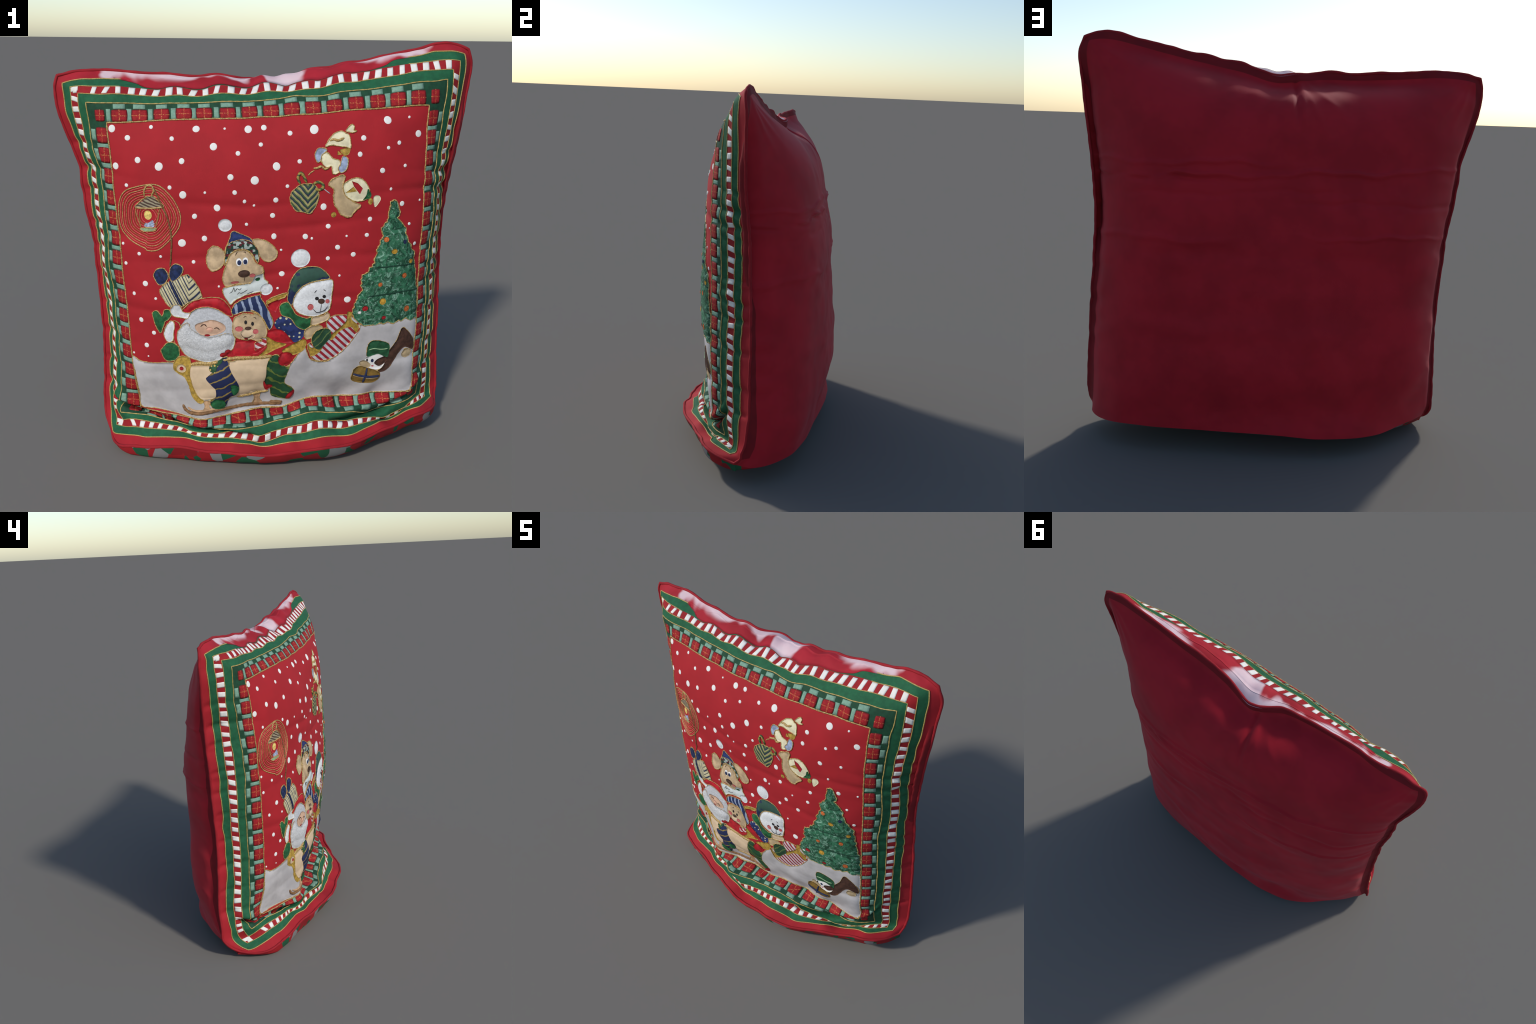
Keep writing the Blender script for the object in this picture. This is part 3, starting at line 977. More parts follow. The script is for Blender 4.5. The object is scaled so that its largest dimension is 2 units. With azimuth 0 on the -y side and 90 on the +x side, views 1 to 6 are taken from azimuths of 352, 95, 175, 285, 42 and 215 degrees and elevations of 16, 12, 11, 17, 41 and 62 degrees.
def padded_shape(name, mat, edge, puff, layer, parent, soft=.014):
    """cushioned cut-out over the chart polygon `edge`"""
    lo, hi = edge.min(0), edge.max(0)
    h = min(.009, max(.0035, (hi - lo).min() / 7))
    gx, gy = np.meshgrid(np.arange(lo[0] + h / 2, hi[0], h), np.arange(lo[1] + h / 2, hi[1], h), indexing='ij')
    g = np.c_[gx.ravel() + .5 * h * (np.arange(gx.size) % 2 - .5), gy.ravel()]
    g = g[inside(edge, g)]
    g = g[edge_distance(edge, g) > h * .55] if len(g) else g
    allp = np.vstack([edge, g]) if len(g) else edge
    r = delaunay_2d_cdt([Vector(p) for p in allp], [], [list(range(len(edge)))], 1, 1e-6)
    pts = np.array([tuple(p) for p in r[0]])
    tris = [tuple(f) for f in r[2]]
    d = edge_distance(edge, pts)
    under = relief_at(pts)
    rise = .0016 + .80 * puff * (1 - np.exp(-d / soft))
    top, _ = S(pts[:, 0], pts[:, 1], under + rise)
    skirt, _ = S(edge[:, 0], edge[:, 1], relief_at(edge) - .004)
    add_relief(edge, puff, soft)
    n0 = len(top)
    # signed area decides the winding
    f = []
    for t in tris:
        a, b, c = pts[t[0]], pts[t[1]], pts[t[2]]
        f.append(t if (b[0] - a[0]) * (c[1] - a[1]) - (b[1] - a[1]) * (c[0] - a[0]) > 0 else t[::-1])
    m_ = len(edge)
    where = {}
    for new, olds in enumerate(r[3]):
        for o in olds:
            where[o] = new
    for i in range(m_):
        j = (i + 1) % m_
        if i in where and j in where:
            f.append((where[i], where[j], n0 + j, n0 + i))
    return add_mesh(name, np.vstack([top, skirt]), f, MATS[mat], parent)


JOBS = []


def job(layer, make, parent):
    """remember a sewn-on piece; the pile is sewn from the lowest layer up"""
    rec = {'layer': layer, 'make': make, 'parent': parent, 'order': len(JOBS)}
    JOBS.append(rec)
    return rec


def sew_all():
    for rec in sorted(JOBS, key=lambda r: (r['layer'], r['order'])):
        rec['objects'] = rec['make']()
    for rec in JOBS:
        boss = rec['parent']['objects'][0] if rec['parent'] else rec['objects'][0]
        for ob in rec['objects']:
            if ob is not boss:
                ob.parent = boss


def piece(name, mat, outline, puff=.010, cord=1, layer=1, sharp=False, jag=0., parent=None):
    def make():
        edge = closed_spline(chart(outline), .008, sharp)
        if np.sum(edge[:, 0] * np.roll(edge[:, 1], -1) - np.roll(edge[:, 0], -1) * edge[:, 1]) < 0:
            edge = edge[::-1]
        if jag:
            k = np.arange(len(edge))
            out = np.roll(edge, 1, 0) - np.roll(edge, -1, 0)
            out = np.c_[-out[:, 1], out[:, 0]] / (np.linalg.norm(out, axis=1)[:, None] + 1e-9)
            edge = edge + out * (jag * np.abs((k * .31) % 2 - 1) + jag * .5 * smooth_noise(k * .1, k * 0., 4, 6.))[:, None]
        obs = [padded_shape(name, mat, edge, puff, layer, None)]
        if cord:
            # couched gold thread round the shape, a little ragged
            e = closed_spline(edge, .005, True) if jag else closed_spline(chart(outline), .005, sharp)
            rag = .0016 * cord * smooth_noise(e[:, 0], e[:, 1], 77, 90.)
            e = e + np.c_[rag, np.roll(rag, 3)]
            p, _ = S(e[:, 0], e[:, 1], relief_at(e) * .6 + .0014)
            k = np.arange(len(p))
            vv, ff = tube(p, (.0019 + .0006 * cord) * (1 + .4 * smooth_noise(k * .1, k * 0., 5, 9.)), 5, True)
            obs.append(add_mesh('gold_thread', vv, ff, M['gold']))
        return obs
    return job(layer, make, parent)


def spot(name, mat, p, q, rx, ry, layer=3, puff=.003, parent=None):
    def make():
        c = chart((p, q))
        n = max(12, int(rx * 1.2))
        a = np.arange(n) * 2 * math.pi / n
        edge = c + np.c_[np.cos(a) * rx, np.sin(a) * ry] / 1000
        return [padded_shape(name, mat, edge, puff, layer, None, soft=min(rx, ry) / 2600)]
    return job(layer + (5 if layer > 2 else 0), make, parent)


def thread(name, mat, pts, radius, layer=2, parent=None):
    def make():
        e = open_spline(chart(pts), .006)
        p, _ = S(e[:, 0], e[:, 1], relief_at(e) + .0008)
        k = np.arange(len(p))
        taper = np.clip(np.minimum(k + 1, len(p) - k) / 3, .45, 1)
        vv, ff = tube(p, radius * taper * (1 + .2 * smooth_noise(k * .1, k * 0., 8, 9.)), 6)
        return [add_mesh(name, vv, ff, MATS[mat])]
    return job(layer + (8 if layer > 4 else 0), make, parent)


# the red hem laps over the outer green band in the middle of the top edge
MATS['top_hem'] = M['top_hem']
lap = np.array([(1.50, W - OFF['C'] + .003), (1.1, W - OFF['C'] + .001), (.8, W - OFF['C'] + .004), (.50, W - OFF['C'] + .003),
                (.42, W - .080), (.33, W - OFF['B'] + .002), (.40, W - .050), (1.0, W - .046), (1.60, W - .050), (1.70, W - OFF['B'] + .002), (1.60, W - .082)])
padded_shape('hem_lap', 'top_hem', closed_spline(lap[::-1], .012), .002, 0, None)

# ---------------------------------------------------------------- falling snow, (across %, up %, radius mm)
SNOW = [
    (1.4, 98.1, 17.8), (6.1, 95.2, 14.5), (27.1, 96.9, 17.8), (35.7, 96.9, 6.5), (42.8, 96.4, 17.8), (47.6, 96.7, 14.5),
    (55.4, 94.7, 12.9), (62.8, 95.4, 21.0), (86.0, 96.4, 19.4), (93.2, 96.8, 6.5), (96.7, 91.5, 17.8), (78.1, 91.4, 14.5),
    (89.8, 89.2, 11.3), (86.1, 87.9, 9.7), (31.8, 91.9, 19.4), (46.3, 91.8, 11.3), (39.1, 89.6, 11.3), (19.5, 94.2, 11.3),
    (8.7, 88.5, 14.5), (1.5, 86.7, 16.1), (14.7, 86.4, 21.0), (21.8, 87.7, 14.5), (57.9, 86.1, 11.3), (76.9, 86.5, 12.9),
    (50.7, 85.3, 19.4), (84.3, 80.9, 14.5), (92.0, 81.8, 9.7), (36.3, 82.7, 14.5), (43.7, 81.4, 19.4), (4.6, 80.8, 9.7),
    (17.5, 79.9, 9.7), (21.4, 77.5, 17.8), (28.2, 78.1, 6.5), (37.3, 77.9, 11.3), (53.8, 78.7, 9.7), (50.0, 74.6, 12.9),
    (87.5, 74.7, 8.1), (91.4, 69.6, 14.5), (31.6, 73.2, 17.8), (40.2, 74.9, 9.7), (43.1, 73.4, 6.5), (24.5, 70.7, 12.9),
    (48.8, 69.7, 12.9), (65.1, 70.8, 16.1), (40.5, 67.5, 8.1), (66.6, 64.3, 12.9), (80.4, 65.6, 12.9), (94.3, 62.5, 8.1),
    (27.2, 63.6, 14.5), (20.2, 62.4, 19.4), (49.0, 62.8, 14.5), (59.1, 61.6, 14.5), (61.2, 60.8, 6.5), (72.5, 60.7, 6.5),
    (79.2, 60.5, 11.3), (96.9, 55.4, 11.3), (1.1, 61.9, 8.1), (6.6, 58.9, 9.7), (13.4, 58.1, 8.1), (23.5, 56.2, 9.7),
    (1.5, 55.4, 9.7), (51.2, 58.0, 6.5), (69.5, 57.2, 12.9), (74.7, 54.4, 14.5), (66.3, 53.7, 11.3), (51.2, 49.8, 14.5),
    (70.1, 47.6, 6.5), (8.0, 49.2, 14.5), (3.5, 45.4, 9.7), (11.0, 44.2, 8.1), (30.9, 47.7, 6.5), (49.7, 45.0, 6.5),
    (73.1, 39.0, 17.8), (5.2, 36.4, 12.9), (9.2, 32.0, 11.3), (6.2, 27.3, 12.9), (1.0, 23.8, 6.5), (6.3, 23.2, 4.8),
    (13.5, 98.1, 9.7), (98.1, 70.0, 6.5),
]


def unit_flake():
    rings, n = 4, 18
    v, f = [(0, 0, 1.)], []
    for r in range(1, rings + 1):
        for k in range(n):
            a = 2 * math.pi * k / n
            s = r / rings
            v.append((s * math.cos(a), s * math.sin(a), math.sqrt(max(0, 1 - s * s)) if r < rings else -1.))
    for k in range(n):
        f.append((0, 1 + k, 1 + (k + 1) % n))
    for r in range(rings - 1):
        for k in range(n):
            a, b = 1 + r * n, 1 + (r + 1) * n
            f.append((a + k, b + k, b + (k + 1) % n, a + (k + 1) % n))
    me = bpy.data.meshes.new('snow_dot')
    me.from_pydata(v, [], f)
    me.materials.append(MATS['white'])
    me.shade_smooth()
    return me


flake = unit_flake()
for p, q, r in SNOW:
    c = chart((p, q))
    pos, nor = S(c[0], c[1], .0006)
    z = Vector(nor)
    x = Vector((1, 0, 0)) - z * z.x
    x.normalize()
    y = z.cross(x)
    ob = bpy.data.objects.new('snow_dot', flake)
    COL.objects.link(ob)
    ob.parent = panel
    sx, sy = r / 1000 * rng.uniform(.9, 1.06), r / 1000 * rng.uniform(.92, 1.1)
    ang = rng.uniform(-.6, .6)
    rot = Matrix((x, y, z)).transposed().to_4x4()
    ob.matrix_world = Matrix.Translation(Vector(pos)) @ rot @ Matrix.Rotation(ang, 4, 'Z') @ Matrix.Diagonal((sx, sy, .0022, 1))

# ---------------------------------------------------------------- lantern halo: stitched rings
halo_c = np.array([10.3, 70.9])
for i, k in enumerate((1., .93, .86, .79, .72, .65, .58, .51, .44, .37, .30, .23)):
    a = np.linspace(0, 2 * math.pi, 90, endpoint=False)
    sag = 1 + .03 * np.cos(5 * a + .5) + .05 * np.exp(-((np.mod(a - 4.6, 2 * math.pi)) / .5) ** 2)
    rr = k * sag * (1 + .012 * smooth_noise(a * 1.5, a * 0 + i, 60 + i, 2.))
    e = chart(halo_c + np.c_[np.cos(a) * 9.6 * rr, np.sin(a) * 10.2 * rr])
    p, _ = S(e[:, 0], e[:, 1], .001)
    vv, ff = tube(p, .0030 if i == 0 else .0019, 5, True)
    add_mesh('halo_ring', vv, ff, M['gold'] if i in (0, 2) else MATS['pink_thread' if i % 2 else 'gold_dull'], panel)

# ---------------------------------------------------------------- the picture

# --- snow bank
part = piece('snow_bank', 'snow', [(0.3, 22.3), (3.2, 21.2), (7.2, 20.8), (13.6, 21.0), (22.6, 19.9), (43.0, 18.6), (51.2, 16.8), (53.8, 18.6), (56.2, 21.4), (58.2, 23.8), (60.2, 18.5), (63.7, 16.5), (67.9, 16.8), (72.8, 20.4), (76.5, 26.0), (77.7, 28.9), (82.9, 29.1), (87.4, 28.9), (93.8, 29.2), (99.2, 29.2), (99.7, 19.8), (99.7, 10.6), (99.6, 0.8), (85.8, 0.3), (73.6, 0.3), (62.2, 0.3), (58.6, 0.3), (53.0, 0.3), (51.6, 0.3), (43.8, 0.3), (33.7, 0.3), (24.2, 0.3), (18.3, 0.6), (10.0, 1.3), (0.6, 1.9), (0.3, 7.1), (0.3, 15.3)],
      puff=0.008, cord=1, layer=0, parent=None)

# --- fir tree
part = piece('fir_tree', 'tree', [(87.8, 70.7), (89.5, 70.1), (90.3, 66.6), (90.1, 64.1), (92.2, 61.9), (93.1, 58.1), (96.0, 53.2), (96.9, 49.9), (97.6, 45.3), (99.0, 39.6), (99.3, 34.9), (99.5, 28.9), (93.6, 29.2), (89.5, 28.7), (85.7, 29.1), (81.7, 28.8), (78.1, 29.4), (75.3, 32.6), (75.4, 36.4), (76.8, 39.5), (77.8, 43.2), (77.7, 46.2), (81.0, 49.8), (82.4, 52.6), (83.2, 56.4), (84.6, 59.2), (84.6, 62.2), (86.4, 64.1), (87.2, 67.4)],
      puff=0.014, cord=2, layer=2, jag=0.007, parent=None)
spot('ornament', 'orange', 85.5, 58.5, 12.6, 12.6, layer=3, puff=0.004, parent=part)
spot('ornament', 'ochre', 88.4, 54.2, 15.1, 15.1, layer=3, puff=0.004, parent=part)
spot('ornament', 'orange', 92.1, 45.4, 12.6, 12.6, layer=3, puff=0.004, parent=part)
spot('ornament', 'orange', 83.4, 43.6, 10.7, 10.7, layer=3, puff=0.004, parent=part)
spot('ornament', 'ochre', 84.6, 37.3, 15.8, 15.8, layer=3, puff=0.004, parent=part)
spot('ornament', 'berry', 78.8, 35.6, 13.9, 13.9, layer=3, puff=0.004, parent=part)
spot('ornament', 'orange', 93.8, 33.3, 15.1, 15.1, layer=3, puff=0.004, parent=part)
spot('ornament', 'berry', 85.4, 31.3, 10.7, 10.7, layer=3, puff=0.004, parent=part)
spot('ornament', 'navy', 92.0, 57.0, 10.1, 10.1, layer=3, puff=0.004, parent=part)
spot('ornament', 'ochre', 94.8, 49.9, 12.6, 12.6, layer=3, puff=0.004, parent=part)
spot('ornament', 'white', 77.0, 34.2, 8.2, 8.2, layer=3, puff=0.004, parent=part)
thread('dark_tier_line', 'tree_shadow', [(82.1, 49.6), (85.0, 49.3), (87.8, 49.3), (91.3, 48.9), (94.5, 48.8), (97.2, 48.5)], 0.0028, layer=4, parent=part)
thread('dark_tier_line', 'tree_shadow', [(78.9, 39.7), (83.2, 39.9), (87.7, 39.9), (91.6, 39.9), (99.1, 39.3)], 0.0028, layer=4, parent=part)

# --- snowman
part = piece('snowman_head', 'fleece', [(54.6, 38.9), (55.3, 41.3), (57.4, 43.9), (60.3, 45.4), (64.2, 46.1), (67.7, 46.2), (67.9, 42.7), (67.5, 38.0), (66.7, 35.2), (64.3, 33.6), (61.6, 33.0), (59.0, 33.6), (56.4, 35.2), (55.0, 37.1)],
      puff=0.014, cord=1, layer=4, parent=None)
piece('woolly_hat', 'hat_dark', [(52.9, 40.3), (53.4, 44.4), (54.5, 47.9), (57.1, 50.7), (60.4, 51.3), (63.4, 50.8), (65.8, 48.7), (66.8, 46.8), (64.2, 46.3), (60.3, 45.6), (57.4, 44.1), (55.3, 41.3), (54.4, 38.3)],
      puff=0.012, cord=1, layer=5, parent=part)
spot('pompom', 'fleece', 57.4, 54.5, 45.4, 45.4, layer=2, puff=0.01, parent=part)
spot('eye', 'black', 62.5, 39.8, 9.5, 10.7, layer=5, puff=0.002, parent=part)
spot('eye', 'black', 65.0, 40.5, 8.8, 10.1, layer=5, puff=0.002, parent=part)
spot('nose', 'brown', 64.0, 38.7, 17.0, 13.2, layer=5, puff=0.004, parent=part)
spot('cheek', 'pink', 60.3, 36.9, 14.5, 16.4, layer=5, puff=0.002, parent=part)
spot('cheek', 'pink', 66.1, 38.6, 10.7, 10.7, layer=5, puff=0.002, parent=part)
thread('mouth', 'black', [(61.2, 36.1), (62.3, 34.8), (63.6, 34.8), (65.1, 35.4), (66.2, 36.8)], 0.0018, layer=5, parent=part)
thread('mouth', 'black', [(64.0, 37.8), (63.7, 35.0)], 0.0014, layer=5, parent=part)
thread('eyebrow', 'black', [(61.7, 42.1), (62.1, 42.7), (62.5, 42.9)], 0.002, layer=5, parent=part)
thread('eyebrow', 'black', [(64.7, 43.1), (65.1, 42.9), (65.5, 42.5)], 0.002, layer=5, parent=part)
piece('coat_sleeve', 'green_satin', [(50.1, 37.8), (51.0, 39.3), (53.1, 39.4), (54.5, 36.9), (56.0, 34.4), (59.0, 32.8), (61.0, 32.7), (60.9, 30.5), (58.6, 29.0), (56.0, 30.5), (53.8, 33.6), (50.9, 35.5)],
      puff=0.01, cord=1, layer=3, parent=part)
piece('dotted_coat', 'dotted', [(48.3, 33.0), (50.5, 35.1), (53.4, 34.1), (56.0, 31.4), (58.4, 28.7), (57.9, 26.7), (55.9, 25.5), (53.4, 26.5), (50.0, 30.1)],
      puff=0.008, cord=0, layer=2, parent=part)
piece('red_shawl', 'satin_red', [(46.1, 30.7), (48.7, 31.2), (51.2, 30.3), (53.4, 27.5), (54.2, 25.7), (48.6, 26.7), (46.1, 29.2)],
      puff=0.008, cord=0, layer=3, parent=part)
piece('ruff', 'cream', [(61.0, 32.7), (64.3, 33.1), (66.3, 34.2), (67.1, 32.3), (64.3, 30.6), (60.8, 30.1)],
      puff=0.006, cord=1, layer=4, parent=part)
piece('arm', 'tan', [(58.4, 28.3), (60.8, 29.8), (64.3, 29.5), (64.5, 27.4), (61.6, 26.1), (59.0, 25.9)],
      puff=0.008, cord=1, layer=5, parent=part)
piece('mitten', 'mitten_green', [(60.7, 25.0), (61.7, 27.4), (64.4, 28.6), (67.1, 28.1), (67.5, 25.7), (65.8, 23.6), (63.5, 21.8), (61.7, 22.6)],
      puff=0.01, cord=1, layer=6, parent=part)

# --- striped gift
part = piece('striped_gift', 'gift_red', [(66.1, 30.5), (67.8, 32.8), (72.2, 33.3), (74.5, 32.7), (77.3, 29.7), (77.6, 27.3), (75.4, 23.5), (72.9, 20.3), (68.7, 17.3), (64.5, 16.8), (61.7, 17.6), (60.3, 19.9), (59.4, 23.7), (61.6, 24.3), (64.4, 25.2), (66.2, 27.7)],
      puff=0.01, cord=1, layer=3, parent=None)
piece('ribbon', 'gold_cloth', [(67.2, 25.7), (72.4, 30.6), (73.3, 34.3), (74.9, 33.7), (74.7, 31.5), (77.2, 28.8), (76.4, 26.3), (74.4, 28.7), (70.7, 27.4), (68.1, 24.4)],
      puff=0.006, cord=0, layer=5, parent=part)
piece('ribbon', 'gold_cloth', [(59.6, 23.8), (60.7, 22.7), (64.4, 22.6), (63.5, 20.7), (60.7, 19.3), (59.9, 21.0)],
      puff=0.004, cord=0, layer=4, parent=part)

# --- sleigh
part = piece('sleigh', 'cream', [(19.1, 19.5), (22.6, 20.0), (27.2, 19.9), (32.3, 21.1), (38.9, 21.6), (47.1, 21.9), (46.2, 16.8), (45.4, 12.5), (46.0, 8.6), (42.0, 8.8), (39.2, 8.2), (34.6, 7.8), (31.1, 7.7), (27.1, 8.0), (23.8, 7.7), (21.9, 8.4), (20.0, 11.2), (19.2, 14.5), (18.5, 16.9)],
      puff=0.012, cord=2, layer=1, parent=None)
piece('scroll', 'gold_cloth', [(14.6, 21.4), (16.0, 23.0), (17.9, 23.4), (19.6, 22.5), (19.8, 20.3), (19.3, 18.0), (19.1, 14.5), (19.9, 10.9), (21.7, 8.4), (23.5, 7.3), (23.0, 6.3), (20.9, 7.0), (18.9, 9.5), (18.2, 12.7), (17.1, 15.5), (15.1, 17.0), (14.0, 18.7)],
      puff=0.01, cord=1, layer=3, parent=part)
spot('scroll_knob', 'cream', 16.7, 19.1, 21.8, 21.8, layer=4, puff=0.004, parent=part)
spot('scroll_button', 'berry', 16.9, 19.4, 9.0, 9.0, layer=5, puff=0.004, parent=part)
thread('gold_rim', 'gold', [(19.6, 20.1), (22.1, 20.7), (25.1, 20.5), (28.0, 20.9), (32.3, 22.0), (37.2, 22.2), (42.3, 22.0), (47.2, 22.3)], 0.009, layer=3, parent=part)
thread('runner', 'wood', [(16.6, 5.3), (17.9, 3.6), (20.2, 2.6), (23.4, 2.6), (26.3, 3.1), (29.5, 3.5), (36.4, 3.4), (43.6, 2.6), (51.2, 2.2), (47.9, 3.1), (51.7, 2.7)], 0.009, layer=2, parent=part)
thread('runner', 'wood_light', [(18.5, 4.5), (20.8, 3.6), (23.6, 3.6), (26.1, 4.0), (29.9, 4.3)], 0.006, layer=2, parent=part)
piece('runner_post', 'wood_light', [(23.5, 7.2), (25.5, 7.1), (25.7, 5.1), (26.7, 3.4), (24.0, 3.3), (24.2, 5.2)],
      puff=0.006, cord=1, layer=2, parent=part)
piece('runner_post', 'wood_light', [(41.0, 8.0), (43.5, 7.8), (43.7, 5.3), (44.9, 2.9), (41.5, 3.2), (41.8, 5.6)],
      puff=0.006, cord=1, layer=2, parent=part)
thread('gold_rim', 'gold', [(34.7, 7.5), (39.3, 7.6), (42.4, 8.1), (46.3, 8.1)], 0.007, layer=3, parent=part)

# --- stocking
part = piece('stocking', 'stocking_blue', [(28.7, 22.3), (31.7, 22.7), (32.0, 21.1), (32.2, 19.3), (33.2, 16.3), (34.8, 13.0), (35.1, 10.7), (33.7, 8.7), (31.7, 7.9), (30.8, 4.1), (27.7, 4.0), (25.9, 6.1), (26.0, 7.7), (27.2, 8.6), (26.9, 11.6), (24.3, 15.1), (24.7, 16.0), (26.7, 18.0), (28.1, 20.6)],
      puff=0.014, cord=2, layer=3, parent=None)
piece('toe_patch', 'green_satin', [(26.0, 6.7), (27.3, 7.8), (29.8, 7.4), (30.7, 4.5), (27.7, 4.2), (26.1, 5.7)],
      puff=0.004, cord=0, layer=6, parent=part)
piece('heel_patch', 'green_satin', [(32.1, 13.4), (34.1, 13.1), (35.0, 11.0), (33.9, 9.0), (32.3, 10.0)],
      puff=0.004, cord=0, layer=6, parent=part)
piece('holly', 'holly', [(25.6, 19.5), (27.7, 21.6), (30.1, 22.8), (29.9, 21.2), (28.2, 19.5), (27.3, 17.7), (25.8, 18.1)],
      puff=0.006, cord=0, layer=5, parent=part)

# --- stocking
part = piece('stocking', 'stocking_green', [(46.7, 21.9), (49.4, 22.3), (51.5, 17.5), (53.1, 17.6), (51.9, 14.0), (51.3, 10.6), (53.9, 7.8), (54.8, 5.6), (54.1, 3.4), (51.7, 3.9), (47.7, 5.8), (46.6, 9.4), (44.4, 11.3), (45.0, 15.2), (45.3, 18.8)],
      puff=0.014, cord=1, layer=4, parent=None)
spot('bauble', 'satin_red', 51.8, 20.5, 37.8, 37.8, layer=5, puff=0.014, parent=part)
piece('toe_patch', 'satin_red', [(52.7, 5.8), (54.5, 6.7), (55.0, 5.2), (54.3, 3.5), (52.5, 3.9)],
      puff=0.004, cord=0, layer=7, parent=part)
piece('heel_patch', 'satin_red', [(44.3, 13.3), (45.2, 11.6), (47.3, 10.9), (46.5, 9.4), (45.4, 9.0), (44.3, 11.0)],
      puff=0.004, cord=0, layer=7, parent=part)

# --- bearded man
part = piece('bearded_man_head', 'fleece_grey', [(17.2, 33.2), (19.5, 36.6), (21.0, 38.4), (23.5, 40.3), (26.9, 40.8), (29.9, 39.6), (32.9, 37.5), (34.3, 35.1), (34.7, 30.5), (33.2, 27.0), (25.6, 25.4), (19.3, 27.5), (17.2, 30.4)],
      puff=0.01, cord=0, layer=3, parent=None)
piece('beard', 'fur', [(16.6, 29.6), (17.1, 32.8), (20.1, 35.7), (21.5, 33.2), (24.7, 30.9), (26.7, 30.2), (30.3, 30.9), (32.8, 31.4), (34.8, 29.7), (34.2, 26.2), (32.3, 24.4), (29.1, 22.0), (25.1, 21.0), (21.8, 21.9), (18.9, 23.4), (17.2, 26.4)],
      puff=0.016, cord=1, layer=5, parent=part)
piece('face', 'skin', [(22.5, 34.8), (25.5, 36.0), (28.2, 36.4), (31.3, 34.9), (32.0, 33.0), (29.9, 31.5), (26.4, 30.8), (23.4, 32.0)],
      puff=0.006, cord=0, layer=5, parent=part)
spot('nose', 'skin_rosy', 26.9, 33.2, 16.1, 12.9, layer=7, puff=0.006, parent=part)
spot('mouth', 'berry', 26.0, 31.1, 12.9, 6.4, layer=7, puff=0.002, parent=part)
thread('eye', 'brown', [(24.2, 34.4), (24.9, 35.0), (25.6, 35.0), (26.1, 34.3)], 0.0025, layer=8, parent=part)
thread('eye', 'brown', [(28.4, 33.5), (29.1, 33.8), (29.7, 33.5), (30.0, 33.0)], 0.0025, layer=8, parent=part)
piece('hat', 'satin_red', [(18.7, 39.5), (21.0, 42.2), (24.5, 43.9), (29.2, 44.1), (31.9, 43.1), (34.1, 39.7), (34.6, 37.2), (32.9, 37.5), (29.9, 39.8), (26.9, 40.9), (23.5, 40.5), (21.0, 39.1)],
      puff=0.012, cord=1, layer=5, parent=part)
piece('hat_pompom', 'fleece', [(15.2, 40.2), (16.7, 42.1), (18.5, 41.9), (19.3, 39.7), (21.3, 38.9), (20.2, 37.1), (18.6, 37.4), (15.9, 38.2)],
      puff=0.01, cord=1, layer=6, parent=part)
piece('sleeve', 'satin_red', [(16.1, 36.4), (17.8, 35.1), (17.6, 30.4), (18.8, 27.9), (17.2, 26.8), (15.5, 28.8), (15.8, 33.6)],
      puff=0.008, cord=1, layer=3, parent=part)
piece('cuff', 'fleece', [(12.4, 31.3), (13.1, 34.0), (15.1, 36.4), (16.2, 35.4), (15.6, 32.0), (15.1, 29.2), (13.3, 28.9)],
      puff=0.012, cord=1, layer=4, parent=part)
piece('glove', 'green_satin', [(9.4, 39.3), (11.2, 39.8), (12.5, 38.1), (13.4, 40.2), (15.1, 40.3), (15.3, 37.9), (13.3, 36.0), (12.1, 33.2), (11.2, 32.0), (10.1, 34.8), (9.6, 37.1)],
      puff=0.01, cord=1, layer=3, parent=part)
piece('glove', 'green_satin', [(11.0, 25.9), (12.9, 28.1), (15.0, 28.5), (16.5, 26.8), (16.6, 23.9), (14.6, 21.8), (12.1, 21.8), (11.1, 24.0)],
      puff=0.014, cord=1, layer=4, parent=part)

# --- chevron gift
part = piece('chevron_gift', 'gift_chevron', [(12.6, 47.4), (16.2, 50.3), (20.7, 52.1), (22.1, 51.7), (23.9, 49.4), (25.4, 44.1), (21.7, 43.1), (18.9, 41.3), (15.6, 41.2), (13.7, 43.7)],
      puff=0.012, cord=1, layer=2, parent=None)
thread('ribbon', 'navy', [(15.9, 50.3), (16.8, 48.1), (17.8, 45.5), (19.1, 41.9)], 0.007, layer=6, parent=part)
piece('bow_loop', 'navy_velvet', [(11.0, 52.4), (12.4, 54.2), (14.4, 54.2), (15.6, 52.0), (14.7, 49.8), (12.8, 48.9), (11.5, 50.3)],
      puff=0.014, cord=1, layer=4, parent=part)
piece('bow_loop', 'navy_velvet', [(16.4, 54.5), (17.8, 55.7), (19.8, 54.9), (20.1, 53.1), (18.6, 51.2), (16.6, 50.2), (15.9, 52.0)],
      puff=0.014, cord=1, layer=4, parent=part)

# --- lantern
part = piece('lantern_roof', 'lantern_roof', [(6.7, 73.7), (9.8, 76.9), (11.1, 77.3), (12.4, 77.2), (13.6, 75.8), (14.8, 73.7)],
      puff=0.004, cord=1, layer=2, parent=None)
spot('flame', 'flame', 10.0, 71.3, 16.7, 21.5, layer=2, puff=0.006, parent=part)
piece('candle', 'candle', [(8.8, 67.7), (9.1, 68.8), (10.2, 68.9), (11.4, 69.7), (11.7, 67.6)],
      puff=0.004, cord=0, layer=2, parent=part)
piece('lantern_foot', 'green_pale', [(7.7, 67.2), (12.3, 67.2), (11.6, 66.3), (8.3, 66.2)],
      puff=0.004, cord=1, layer=2, parent=part)
thread('frame', 'gold_dull', [(6.6, 73.3), (6.6, 71.8), (7.2, 69.5), (7.8, 67.3)], 0.0035, layer=2, parent=part)
thread('frame', 'gold_dull', [(13.8, 73.3), (13.3, 71.3), (12.7, 69.1), (12.2, 67.3)], 0.0035, layer=2, parent=part)
thread('frame', 'gold', [(6.5, 73.6), (10.6, 73.4), (14.8, 73.7)], 0.004, layer=3, parent=part)
